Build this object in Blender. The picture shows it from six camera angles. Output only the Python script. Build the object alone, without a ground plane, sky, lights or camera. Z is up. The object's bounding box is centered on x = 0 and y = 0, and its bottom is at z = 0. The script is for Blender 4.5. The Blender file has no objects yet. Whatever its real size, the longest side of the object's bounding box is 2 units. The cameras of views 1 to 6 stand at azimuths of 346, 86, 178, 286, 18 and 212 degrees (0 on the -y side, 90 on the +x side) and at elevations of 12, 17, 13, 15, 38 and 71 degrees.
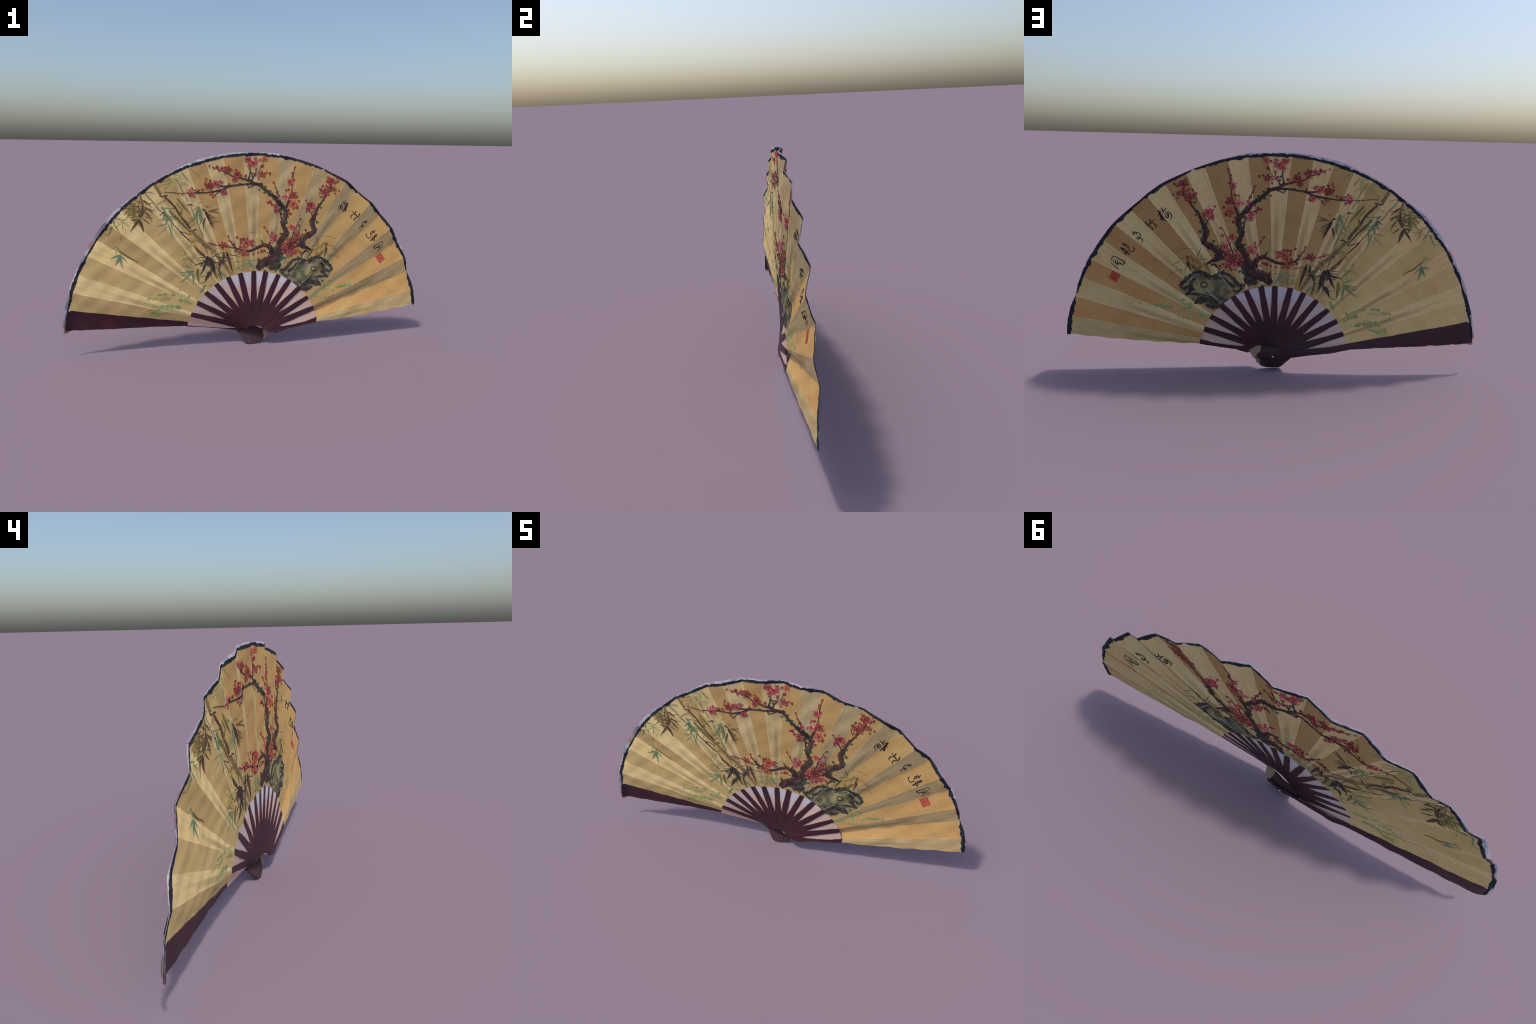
import math, random
from bisect import bisect

# ---------------------------------------------------------------- fan frame
# The fan stands in the x-z plane.  Everything is laid out in polar form
# about the centre of its arcs; y is the small depth relief of the pleats.
CX, CZ = -0.0115, 0.045            # centre of the paper's arcs
R_IN, R_OUT = 0.366, 0.981         # paper from inner arc to dark binding
PIVOT = (-0.012, 0.076)

# folds from the left guard stick clockwise to the lower right edge:
# (angle at rim, depth at rim, angle at inner arc, depth at inner arc)
FOLDS = [(167.9, -.010, 165.1, .019)]
RIDGE_A = [162.2, 150.5, 139.4, 127.2, 116.6, 105.3, 93.9, 82.3, 70.5, 58.9, 47.4, 35.9, 24.1, 12.3]
RIDGE_Y = [-.026, -.021, -.022, -.012, -.010, -.011, -.009, -.015, -.017, -.009, -.009, -.008, -.003, -.003]
VALLEY_A = [156.5, 145.1, 134.0, 122.4, 110.9, 99.6, 87.9, 77.0, 65.4, 53.5, 41.9, 30.2, 18.5, 6.7]
VALLEY_Y = [-.018, .002, .004, .012, .014, .013, .015, .011, .007, .020, .020, .017, .014, -.005]
LEFT_A = [159.5, 148.3, 137.3, 126.2, 114.8, 104.4, 92.6, 82.3, 70.7, 59.7, 48.3, 36.3, 25.1, 14.6]
RIGHT_A = [155.8, 144.5, 133.4, 122.3, 110.9, 100.2, 88.7, 78.2, 66.6, 55.7, 44.3, 32.4, 21.0, 9.5]
for k in range(14):
    y_in = [.003, .001, -.002, -.008, -.010, -.018, -.020, -.022, -.024, -.026, -.030, -.030, -.029, -.039][k]
    FOLDS.append((RIDGE_A[k], RIDGE_Y[k], LEFT_A[k], y_in if k < 13 else -.031))
    FOLDS.append((VALLEY_A[k], VALLEY_Y[k], RIGHT_A[k], y_in + (.002 if k != 12 else .017)))


def polar(r, a):
    a = math.radians(a)
    return CX + r * math.cos(a), CZ + r * math.sin(a)


FOLD_XZ = [(polar(R_OUT, f[0]), polar(R_IN, f[2])) for f in FOLDS]


def fold_angle(i, t):
    """angle of fold i where its straight crease is a share t of the way out"""
    (ox, oz), (ix, iz) = FOLD_XZ[i]
    x, z = ix + (ox - ix) * t, iz + (oz - iz) * t
    return math.degrees(math.atan2(z - CZ, x - CX))


STEPS = 40
ANGLE_TABLE = [[-fold_angle(i, s / STEPS) for i in range(len(FOLDS))] for s in range(-1, STEPS + 3)]


def wrinkle(x, z):
    return (.0011 * math.sin(31 * x + 17 * z + 2 * math.sin(23 * z)) + .0008 * math.sin(-47 * x + 61 * z + 1.3)
            + .0004 * math.sin(140 * x + 90 * z))


def find_pleat(x, z):
    """pleat index, position across it 0..1, and share t out to the rim"""
    r = math.hypot(x - CX, z - CZ)
    a = math.degrees(math.atan2(z - CZ, x - CX))
    t = (r - R_IN) / (R_OUT - R_IN)
    tt = min(max(t, -1 / STEPS + 1e-6), 1 + 1.9 / STEPS)
    s = tt * STEPS + 1
    j = int(s)
    f = s - j
    row = [p + (q - p) * f for p, q in zip(ANGLE_TABLE[j], ANGLE_TABLE[j + 1])]
    i = min(max(bisect(row, -a) - 1, 0), len(FOLDS) - 2)
    u = (-a - row[i]) / (row[i + 1] - row[i])
    return i, u, t


def paper_y(x, z):
    i, u, t = find_pleat(x, z)
    u = min(max(u, 0), 1)
    p = FOLDS[i][3] + (FOLDS[i][1] - FOLDS[i][3]) * t
    q = FOLDS[i + 1][3] + (FOLDS[i + 1][1] - FOLDS[i + 1][3]) * t
    return p + (q - p) * u + wrinkle(x, z) * min(max(t * 4, 0), 1)


def mix_table(table, v):
    if v <= table[0][0]:
        return table[0][1]
    for (a, p), (b, q) in zip(table, table[1:]):
        if v <= b:
            return p + (q - p) * (v - a) / (b - a)
    return table[-1][1]


HUB_Y = [(5, -.044), (25, -.042), (45, -.034), (90, -.019), (135, -.004), (158, .022), (170, .033), (180, .034)]
RING_Y = sorted((f[2], f[3]) for f in FOLDS if not 14 < f[2] < 15 and not 20 < f[2] < 22)


def web_y(x, z):
    """depth of the bare ribs' surface inside the paper's inner arc"""
    r = math.hypot(x - CX, z - CZ)
    a = math.degrees(math.atan2(z - CZ, x - CX)) % 360
    a = a if a < 270 else 0
    k = min(max((r - .11) / (R_IN - .11), 0), 1)
    return mix_table(HUB_Y, a) * (1 - k) + mix_table(RING_Y, a) * k


def surface_y(x, z):
    return paper_y(x, z) if math.hypot(x - CX, z - CZ) > R_IN - .004 else web_y(x, z)

import bpy
from mathutils import noise as mnoise, Vector

rng = random.Random(11)

# ---------------------------------------------------------------- materials


def lin(*c):
    return tuple(((v / 255) / 12.92 if v / 255 < .04045 else ((v / 255 + .055) / 1.055) ** 2.4) for v in c) + (1,)


class Nodes:
    def __init__(self, name, rough=.8):
        self.mat = bpy.data.materials.new(name)
        self.mat.use_nodes = True
        self.t = self.mat.node_tree
        self.b = self.t.nodes['Principled BSDF']
        self.b.inputs['Roughness'].default_value = rough
        self.b.inputs['Specular IOR Level'].default_value = .12
        self.co = self.t.nodes.new('ShaderNodeTexCoord').outputs['Object']
        sep = self.t.nodes.new('ShaderNodeSeparateXYZ')
        self.link(self.co, sep.inputs[0])
        self.x, self.y, self.z = sep.outputs

    def link(self, a, b):
        self.t.links.new(a, b)

    def put(self, sock, v):
        if hasattr(v, 'links'):
            self.link(v, sock)
        else:
            sock.default_value = v

    def math(self, op, *v):
        n = self.t.nodes.new('ShaderNodeMath')
        n.operation = op
        for s, q in zip(n.inputs, v):
            self.put(s, q)
        return n.outputs[0]

    def smooth(self, v, a, b, lo=0., hi=1.):
        n = self.t.nodes.new('ShaderNodeMapRange')
        n.interpolation_type = 'SMOOTHSTEP'
        for s, q in zip(n.inputs, (v, a, b, lo, hi)):
            self.put(s, q)
        return n.outputs[0]

    def noise(self, scale, detail=3, stretch=None, rough=.5):
        n = self.t.nodes.new('ShaderNodeTexNoise')
        n.inputs['Scale'].default_value = scale
        n.inputs['Detail'].default_value = detail
        n.inputs['Roughness'].default_value = rough
        if stretch:
            m = self.t.nodes.new('ShaderNodeMapping')
            m.inputs['Scale'].default_value = stretch
            self.link(self.co, m.inputs[0])
            self.link(m.outputs[0], n.inputs['Vector'])
        else:
            self.link(self.co, n.inputs['Vector'])
        return n.outputs[0]

    def mix(self, fac, a, b, mode='MIX'):
        n = self.t.nodes.new('ShaderNodeMix')
        n.data_type = 'RGBA'
        n.blend_type = mode
        self.put(n.inputs[0], fac)
        self.put(n.inputs[6], a)
        self.put(n.inputs[7], b)
        return n.outputs[2]

    def angle(self):
        dx = self.math('SUBTRACT', self.x, CX)
        dz = self.math('SUBTRACT', self.z, CZ)
        return self.math('DEGREES', self.math('ARCTAN2', dz, dx))

    def radius(self):
        dx = self.math('SUBTRACT', self.x, CX)
        dz = self.math('SUBTRACT', self.z, CZ)
        return self.math('SQRT', self.math('ADD', self.math('MULTIPLY', dx, dx), self.math('MULTIPLY', dz, dz)))

    def done(self, colour, bump=None, strength=.2, dist=.002):
        self.put(self.b.inputs['Base Color'], colour)
        if bump is not None:
            n = self.t.nodes.new('ShaderNodeBump')
            n.inputs['Strength'].default_value = strength
            n.inputs['Distance'].default_value = dist
            self.link(bump, n.inputs['Height'])
            self.link(n.outputs[0], self.b.inputs['Normal'])
        return self.mat


def ink(name, a, b, scale=60, rough=.8):
    """a painted colour that pools unevenly between two tints"""
    n = Nodes(name, rough)
    return n.done(n.mix(n.smooth(n.noise(scale, 3), .35, .68), lin(*a), lin(*b)))


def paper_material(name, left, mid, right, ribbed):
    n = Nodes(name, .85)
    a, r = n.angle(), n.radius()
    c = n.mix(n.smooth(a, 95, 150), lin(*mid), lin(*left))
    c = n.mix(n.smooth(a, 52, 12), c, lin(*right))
    # silk mottling and faint stains
    c = n.mix(n.smooth(n.noise(5, 4), .35, .75, 0, .55), c, n.mix(1, c, lin(235, 222, 205), 'MULTIPLY'))
    c = n.mix(n.smooth(n.noise(38, 4), .45, .8, 0, .22), c, n.mix(1, c, lin(222, 205, 180), 'MULTIPLY'))
    if ribbed:
        # shadow of the rib behind the silk, painted as a greyer band
        phase = n.math('FRACT', n.math('DIVIDE', n.math('SUBTRACT', 162.2, a), 11.53))
        off = n.math('MULTIPLY', n.math('ABSOLUTE', n.math('SUBTRACT', phase, .235)), n.math('MULTIPLY', r, 200))
        band = n.smooth(off, 17, 4)
        band = n.math('MULTIPLY', band, n.smooth(n.math('ADD', r, n.math('MULTIPLY', n.noise(9, 2), .3)), .98, .78))
        c = n.mix(n.math('MULTIPLY', band, .8), c, lin(172, 150, 104))
    # fine creases that run along the pleat
    v = n.t.nodes.new('ShaderNodeCombineXYZ')
    n.link(n.math('MULTIPLY', a, .55), v.inputs[0])
    n.link(n.math('MULTIPLY', r, 3.5), v.inputs[1])
    s = n.t.nodes.new('ShaderNodeTexNoise')
    s.inputs['Scale'].default_value = 2.2
    s.inputs['Detail'].default_value = 4
    n.link(v.outputs[0], s.inputs['Vector'])
    c = n.mix(n.smooth(s.outputs[0], .45, .72, 0, .30 if ribbed else .10), c, n.mix(1, c, lin(205, 196, 178), 'MULTIPLY'))
    grain = n.noise(420, 2)
    return n.done(c, grain, .12, .001)


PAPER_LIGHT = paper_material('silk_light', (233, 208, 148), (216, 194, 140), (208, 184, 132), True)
PAPER_OCHRE = paper_material('silk_ochre', (216, 189, 128), (181, 149, 97), (208, 166, 106), False)  # darker, warmer tint carries the scan's shade on every other pleat face


def lacquer_material():
    n = Nodes('dark_red_lacquer', .5)
    n.b.inputs['Specular IOR Level'].default_value = .25
    c = n.mix(n.smooth(n.noise(7, 3), .35, .7), lin(60, 36, 44), lin(74, 37, 47))
    c = n.mix(n.smooth(n.noise(60, 4), .5, .8, 0, .5), c, lin(50, 34, 42))
    return n.done(c, n.noise(160, 2), .1, .001)


LACQUER = lacquer_material()


def web_material():
    n = Nodes('pale_gap_film', .9)
    wob = n.math('MULTIPLY', n.math('SUBTRACT', n.noise(6, 2), .5), .03)
    h = n.math('ADD', n.math('ADD', n.z, wob), n.math('MULTIPLY', n.x, .06))
    c = n.mix(n.smooth(h, .322, .330), lin(208, 178, 164), lin(200, 188, 188))
    c = n.mix(n.smooth(h, .345, .36), c, lin(200, 198, 204))
    left = n.math('MULTIPLY', n.smooth(n.x, -.15, -.2), n.smooth(n.z, .19, .23))
    c = n.mix(n.math('MULTIPLY', left, .8), c, lin(200, 188, 188))
    weave = n.noise(70, 3, (8, 8, .7))
    c = n.mix(n.smooth(weave, .45, .75, 0, .45), c, lin(190, 158, 142))
    return n.done(c)


WEB = web_material()
BINDING = ink('black_binding', (34, 38, 46), (50, 54, 62), 40, .7)


def rim_material():
    n = Nodes('pale_rim_film', .9)
    c = n.mix(n.smooth(n.noise(22, 2), .35, .7), lin(204, 204, 214), lin(158, 160, 172))
    peach = n.math('MULTIPLY', n.smooth(n.x, -.78, -.86), n.smooth(n.noise(16, 1), .5, .56))
    return n.done(n.mix(peach, c, lin(216, 160, 128)))


RIM = rim_material()
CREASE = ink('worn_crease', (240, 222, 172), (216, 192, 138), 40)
FRAY = ink('peach_frayed_wood', (214, 160, 128), (150, 104, 84), 60)
PIN = Nodes('steel_pin', .35)
PIN.b.inputs['Metallic'].default_value = .8
PIN = PIN.done(lin(170, 165, 165))


def head_material():
    n = Nodes('rib_end_wood', .6)
    w = n.t.nodes.new('ShaderNodeTexWave')
    w.inputs['Scale'].default_value = 34
    w.inputs['Distortion'].default_value = 7
    n.link(n.co, w.inputs['Vector'])
    c = n.mix(n.smooth(w.outputs['Fac'], .6, .98, 0, .22), lin(66, 46, 52), lin(118, 98, 92))
    pale = n.smooth(n.math('ADD', n.x, n.math('MULTIPLY', n.noise(40, 2), .02)), .056, .062)
    c = n.mix(pale, c, lin(164, 136, 116))
    return n.done(c, w.outputs['Fac'], .4, .002)


HEAD = head_material()

BARK = ink('plum_bark', (66, 52, 50), (106, 74, 61), 34)
BARK_DARK = ink('plum_bark_dark', (58, 48, 50), (76, 56, 54), 50)
MOSS = ink('moss_green', (58, 96, 80), (44, 68, 58), 90)
ROSE = ink('petal_rose', (192, 84, 98), (168, 60, 74), 90)
PINK = ink('petal_pink', (216, 136, 128), (202, 96, 106), 70)
CRIMSON = ink('petal_crimson', (150, 62, 65), (127, 48, 52), 90)
CORAL = ink('petal_coral', (184, 92, 78), (162, 66, 62), 80)
STAMEN = ink('stamen_yellow', (236, 196, 134), (226, 168, 110), 90)
PIP = ink('flower_heart', (70, 54, 50), (110, 52, 52), 120)
LEAF_INK = ink('bamboo_ink_dark', (62, 56, 56), (84, 74, 66), 40)
LEAF_BROWN = ink('bamboo_ink_brown', (104, 86, 62), (78, 64, 54), 40)
LEAF_GREEN = ink('bamboo_green', (112, 136, 96), (134, 146, 100), 40)
LEAF_TEAL = ink('bamboo_teal', (98, 134, 108), (112, 140, 110), 40)
LEAF_OLIVE = ink('bamboo_olive', (128, 122, 70), (112, 104, 62), 40)
LEAF_PALE = ink('bamboo_pale_wash', (168, 164, 108), (186, 172, 116), 30)
STALK = ink('bamboo_stalk_wash', (120, 104, 74), (150, 128, 84), 40)
STALK_GREY = ink('bamboo_stalk_grey', (136, 134, 104), (158, 150, 112), 40)
WASH = ink('grass_wash', (186, 178, 118), (140, 152, 96), 45)
WASH_GREEN = ink('grass_wash_green', (134, 156, 104), (160, 164, 108), 45)


def rock_material():
    n = Nodes('rock_ink', .85)
    c = n.mix(n.smooth(n.noise(14, 4, None, .6), .35, .62), lin(92, 88, 74), lin(150, 142, 96))
    c = n.mix(n.smooth(n.noise(9, 3), .5, .68), c, lin(112, 118, 94))
    c = n.mix(n.smooth(n.noise(26, 3), .55, .72), c, lin(66, 62, 58))
    return n.done(c)


ROCK = rock_material()
ROCK_INK = ink('rock_outline_ink', (56, 52, 52), (84, 74, 64), 50)
ROCK_LIGHT = ink('rock_highlight', (160, 160, 138), (128, 132, 116), 60)
INK = ink('black_writing_ink', (38, 37, 42), (50, 48, 52), 80, .6)
SEAL = ink('red_seal_paste', (182, 74, 62), (160, 56, 52), 90)
SEAL_LINE = ink('seal_character_line', (222, 150, 106), (206, 130, 96), 90)

# ---------------------------------------------------------------- building


def empty(name, parent=None):
    o = bpy.data.objects.new(name, None)
    o.empty_display_size = .05
    bpy.context.collection.objects.link(o)
    o.parent = parent
    return o


def make(name, verts, faces, mats, parent, idx=None, smooth=True, stuff=False):
    me = bpy.data.meshes.new(name)
    me.from_pydata(verts, [], faces)
    for m in mats:
        me.materials.append(m)
    if idx:
        me.polygons.foreach_set('material_index', idx)
    if smooth:
        me.polygons.foreach_set('use_smooth', [True] * len(me.polygons))
        me.set_sharp_from_angle(angle=math.radians(40))
    me.update()
    o = bpy.data.objects.new(name, me)
    bpy.context.collection.objects.link(o)
    o.parent = parent
    if stuff:
        o['kind'] = 'stuff'
    return o


def sheet(rows, half):
    """closed thin body from a grid of (x, y, z) rows, half thickness along y"""
    n, m = len(rows), len(rows[0])
    v = [(x, y - half, z) for row in rows for x, y, z in row] + [(x, y + half, z) for row in rows for x, y, z in row]
    k = n * m
    f = []
    for i in range(n - 1):
        for j in range(m - 1):
            a, b, c, d = i * m + j, i * m + j + 1, (i + 1) * m + j + 1, (i + 1) * m + j
            f.append((a, b, c, d))
            f.append((k + d, k + c, k + b, k + a))
    rim = [j for j in range(m)] + [i * m + m - 1 for i in range(1, n)] + [(n - 1) * m + j for j in range(m - 2, -1, -1)] + [i * m for i in range(n - 2, 0, -1)]
    for a, b in zip(rim, rim[1:] + rim[:1]):
        f.append((b, a, k + a, k + b))
    return v, f


class Marks:
    """brush marks laid on the silk: thin bodies that show on both faces"""

    def __init__(self):
        self.v, self.f, self.i, self.mats = [], [], [], []
        self.n = 0

    def slot(self, mat):
        if mat not in self.mats:
            self.mats.append(mat)
        return self.mats.index(mat)

    def loft(self, rows, mat, d):
        d += .00003 * (self.n % 9)
        self.n += 1
        grid = [[(x, surface_y(x, z), z) for x, z in row] for row in rows]
        v, f = sheet(grid, d)
        o = len(self.v)
        s = self.slot(mat)
        self.v += v
        self.f += [tuple(o + q for q in g) for g in f]
        self.i += [s] * len(f)

    def object(self, name, parent, stuff=False):
        return make(name, self.v, self.f, self.mats, parent, self.i, False, stuff)


def curve(pts, step=.005):
    """Catmull-Rom through (x, z, width) points"""
    if len(pts) == 2:
        p = [pts[0], pts[0], pts[1], pts[1]]
    else:
        p = [pts[0]] + list(pts) + [pts[-1]]
    out = []
    for a, b, c, d in zip(p, p[1:], p[2:], p[3:]):
        n = max(1, int(math.hypot(c[0] - b[0], c[1] - b[1]) / step))
        for s in range(n):
            t = s / n
            out.append(tuple(.5 * (2 * b[k] + (c[k] - a[k]) * t + (2 * a[k] - 5 * b[k] + 4 * c[k] - d[k]) * t * t
                                   + (3 * b[k] - a[k] - 3 * c[k] + d[k]) * t ** 3) for k in range(3)))
    out.append(tuple(pts[-1]))
    return out


def ribbon(marks, pts, mat, d, rough=0., cross=1, step=.005, seed=0):
    """a brush stroke: width in millimetres at each control point"""
    c = curve(pts, step)
    r = random.Random(seed + len(marks.f))
    rows = []
    for i, (x, z, w) in enumerate(c):
        x0, z0, _ = c[max(i - 1, 0)]
        x1, z1, _ = c[min(i + 1, len(c) - 1)]
        l = math.hypot(x1 - x0, z1 - z0) or 1
        nx, nz = -(z1 - z0) / l, (x1 - x0) / l
        h = max(w, .4) * .0005
        a, b = h * (1 + rough * r.uniform(-.6, 1)), h * (1 + rough * r.uniform(-.6, 1))
        rows.append([(x + nx * (a + (-b - a) * k / cross), z + nz * (a + (-b - a) * k / cross)) for k in range(cross + 1)])
    marks.loft(rows, mat, d)


def blade(marks, p, q, w, mat, bend=.08, d=.0014):
    """a pointed bamboo leaf from its stem end p to its tip q"""
    (x0, z0), (x1, z1) = p, q
    l = math.hypot(x1 - x0, z1 - z0)
    nx, nz = -(z1 - z0) / l, (x1 - x0) / l
    n = max(5, int(l / .006))
    rows = []
    for i in range(n + 1):
        t = i / n
        h = w * .00042 * (math.sin(math.pi * t ** .62) + .08 * (1 - t)) + .00015
        b = bend * l * 4 * t * (1 - t) * .5
        x, z = x0 + (x1 - x0) * t + nx * b, z0 + (z1 - z0) * t + nz * b
        rows.append([(x + nx * h, z + nz * h), (x - nx * h, z - nz * h)])
    marks.loft(rows, mat, d)


def spot(marks, x, z, rx, rz, turn, mat, d, n=10, wob=.08):
    """a round dab, rx by rz metres"""
    c, s = math.cos(turn), math.sin(turn)
    k = n // 2
    rows = []
    for i in range(k + 1):
        u = -1 + 2 * i / k
        w = math.sqrt(max(1 - u * u, .03))
        j = 1 + rng.uniform(-wob, wob)
        rows.append([(x + c * rx * u * j - s * rz * v * j, z + s * rx * u * j + c * rz * v * j) for v in (w, 0, -w)])
    marks.loft(rows, mat, d)


# ---------------------------------------------------------------- fan
fan = empty('folding_fan')
fan['label'] = 'open folding fan with painted plum blossom and bamboo'
fan['category'] = 'folding fan'
leaf = empty('fan_leaf', fan)
painting = empty('painting', fan)
sticks = empty('sticks', fan)

# --- pleats of painted silk, fold shading baked in as alternate ochre and light
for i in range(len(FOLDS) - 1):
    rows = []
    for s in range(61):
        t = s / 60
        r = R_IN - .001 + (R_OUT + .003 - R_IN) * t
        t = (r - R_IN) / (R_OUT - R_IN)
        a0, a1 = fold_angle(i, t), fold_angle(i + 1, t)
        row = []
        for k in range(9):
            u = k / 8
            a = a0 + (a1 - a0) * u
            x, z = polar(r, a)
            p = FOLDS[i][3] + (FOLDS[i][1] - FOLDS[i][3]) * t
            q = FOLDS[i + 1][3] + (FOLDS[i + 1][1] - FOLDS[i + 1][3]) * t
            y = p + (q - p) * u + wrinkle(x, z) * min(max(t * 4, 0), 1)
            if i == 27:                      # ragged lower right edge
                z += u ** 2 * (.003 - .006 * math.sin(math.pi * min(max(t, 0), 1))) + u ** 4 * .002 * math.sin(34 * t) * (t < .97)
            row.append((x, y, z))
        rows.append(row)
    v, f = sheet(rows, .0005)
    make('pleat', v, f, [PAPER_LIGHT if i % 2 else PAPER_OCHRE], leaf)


# --- thin pale strips modelling the highlight along each fold
for i in range(3, len(FOLDS) - 1):
    m = []
    for s in range(150):
        t = s / 149
        w = mnoise.noise(Vector((i * 7.1, t * 9, 0))) + .5 * mnoise.noise(Vector((i * 3.3, t * 31, 4)))
        w = max(.15, (.55 + w)) * (.0026 if i % 2 else .0018) * (1 if i > 6 else .6)
        r = R_IN + .002 + (R_OUT - .004 - R_IN) * t
        a = fold_angle(i, t) + (-.10 if i % 2 else .10)
        d = math.degrees(w / r)
        row = []
        for q in (a + d * .5, a - d * .5):
            x, z = polar(r, q)
            row.append((x, paper_y(x, z), z))
        m.append(row)
    v, f = sheet(m, .0007)
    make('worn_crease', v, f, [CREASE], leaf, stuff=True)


# --- dark binding along the rim, with jagged edges, and the pale film beyond
def jag(a, seed, scale):
    v = mnoise.noise(Vector((a * scale, seed, 0))) + .6 * mnoise.noise(Vector((a * scale * 2.7, seed + 5, 0)))
    return abs(v)


EDGE = [(5, .992), (10, .999), (15, .994), (19, .982), (22, .991), (26, .994), (36, .996), (44, .992), (51, .987), (58, .994), (64, .989),
        (72, .989), (78, .993), (82, .999), (88, .994), (94, .999), (101, 1.001), (107, 1.003), (112, .998), (119, .996), (126.5, .992), (134, 1.003), (142, 1.004),
        (149, 1.001), (155, .999), (162, .999), (168, .999), (175, 1.0)]


def dist_to_fold(a):
    return min(abs(a - f[0]) for f in FOLDS)


def edge_radius(a):
    return mix_table(EDGE, a)


def binding_out(a):
    keep = mix_table([(0, .999), (20, .999), (28, .992), (40, .9945), (48, .999), (70, .999), (76, .991), (88, .994), (100, .9925), (150, .9915), (160, .996), (170, .998)], a)
    return min(edge_radius(a) - .0002, keep - .011 * max(jag(a, 3, .45) - .12, 0))


def binding_in(a):
    v = .981 - .012 * max(jag(a, 9, .33) - .08, 0) - .003 * min(dist_to_fold(a) / 2, 1)
    v += .012 * math.exp(-((a - 67.5) / .7) ** 2) + .004 * math.exp(-((a - 19.3) / .6) ** 2)
    return v


n = 720
rows, rim_rows = [], []
for k in range(n + 1):
    a = 6.7 + (173.2 - 6.7) * k / n
    b_in, b_out = binding_in(a), binding_out(a)
    b_out = max(b_out, b_in + .0008)
    if a > 166:
        b_out = b_in + (b_out - b_in) * .6
    y = []
    row = []
    for r in (b_in, (b_in + b_out) / 2, b_out):
        x, z = polar(r, a)
        row.append((x, paper_y(x, z), z))
    rows.append(row)
    row = []
    e = max(edge_radius(a), b_out + .0003)
    curl = mix_table([(136, 0), (146, -.006), (152, -.004), (157, .006), (164, -.004), (175, -.006)], a)
    for r in (.976, .984, (.984 + e) / 2, e):
        x, z = polar(r, a)
        row.append((x, paper_y(x, z) + curl * max((r - .984) / .016, 0), z))
    rim_rows.append(row)
v, f = sheet(rows, .0013)
make('rim_binding', v, f, [BINDING], leaf)
v, f = sheet(rim_rows, .0003)
make('rim_film', v, f, [RIM], leaf)

# --- pale film between the bare ribs, closed below by the guard sticks
LOWER_RIGHT = [(0, .105), (.04, .088), (.08, .072), (.117, .063), (.173, .083), (.25, .093), (.345, .109), (.40, .109)]
LOWER_LEFT = [(-.42, .130), (-.365, .120), (-.30, .108), (-.17, .088), (-.112, .085), (-.04, .10), (0, .105)]
rows = []
for s in range(41):
    r = .06 + (R_IN + .002 - .06) * s / 40
    a0, a1 = 8, 164
    for _ in range(12):
        x, z = polar(r, a0)
        a0 += (mix_table(LOWER_RIGHT, x) - z) / r * 40
        x, z = polar(r, a1)
        a1 -= (mix_table(LOWER_LEFT, x) - z) / r * 40
    rows.append([])
    for k in range(97):
        x, z = polar(r, a1 + (a0 - a1) * k / 96)
        rows[-1].append((x, web_y(x, z), z))
v, f = sheet(rows, .0005)
make('gap_film', v, f, [WEB], sticks)

# --- bare ribs running down to the pivot
for k in range(13):
    mid = (LEFT_A[k] + RIGHT_A[k]) / 2
    half = (LEFT_A[k] - RIGHT_A[k]) / 2 * math.pi / 180 * R_IN
    x0, z0 = polar(R_IN + .003, mid)
    x1, z1 = PIVOT
    l = math.hypot(x1 - x0, z1 - z0)
    stop = 1 - mix_table([(10, .065), (40, .045), (90, .030), (130, .032), (165, .05)], mid) / l
    x1, z1 = x0 + (x1 - x0) * stop, z0 + (z1 - z0) * stop
    l = math.hypot(x1 - x0, z1 - z0)
    nx, nz = (z1 - z0) / l, -(x1 - x0) / l
    rows = []
    for s in range(33):
        t = s / 32
        w = half + (.0175 - half) * min(t / .65, 1)
        w += .0006 * math.sin(19 * t + 2 * k)
        row = []
        for c in (1, .35, -.35, -1):
            x, z = x0 + (x1 - x0) * t + nx * w * c, z0 + (z1 - z0) * t + nz * w * c
            row.append((x, web_y(x, z) + (.0006 if abs(c) < .5 else .0) * -1, z))
        rows.append(row)
    v, f = sheet(rows, .0018 + .00016 * ((k * 5) % 13))
    make('rib', v, f, [LACQUER], sticks)

# --- right guard stick: bare only between pivot and paper
rows = []
for s in range(41):
    t = s / 40
    x = .03 + .316 * t
    top = mix_table([(.02, .115), (.10, .108), (.15, .098), (.2, .103), (.27, .113), (.32, .126), (.346, .138)], x) + .003 * mnoise.noise(Vector((x * 40, 2, 0)))
    low = mix_table([(.03, .092), (.06, .074), (.09, .067), (.117, .063), (.173, .081), (.25, .092), (.346, .107)], x) + .0015 * mnoise.noise(Vector((x * 50, 7, 0)))
    rows.append([(x, web_y(x, z) - .001 + .002 * math.sin(c * 3), z) for c in (0, .33, .66, 1) for z in (top + (low - top) * c,)])
v, f = sheet(rows, .0028)
make('guard_stick', v, f, [LACQUER], sticks)

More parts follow.
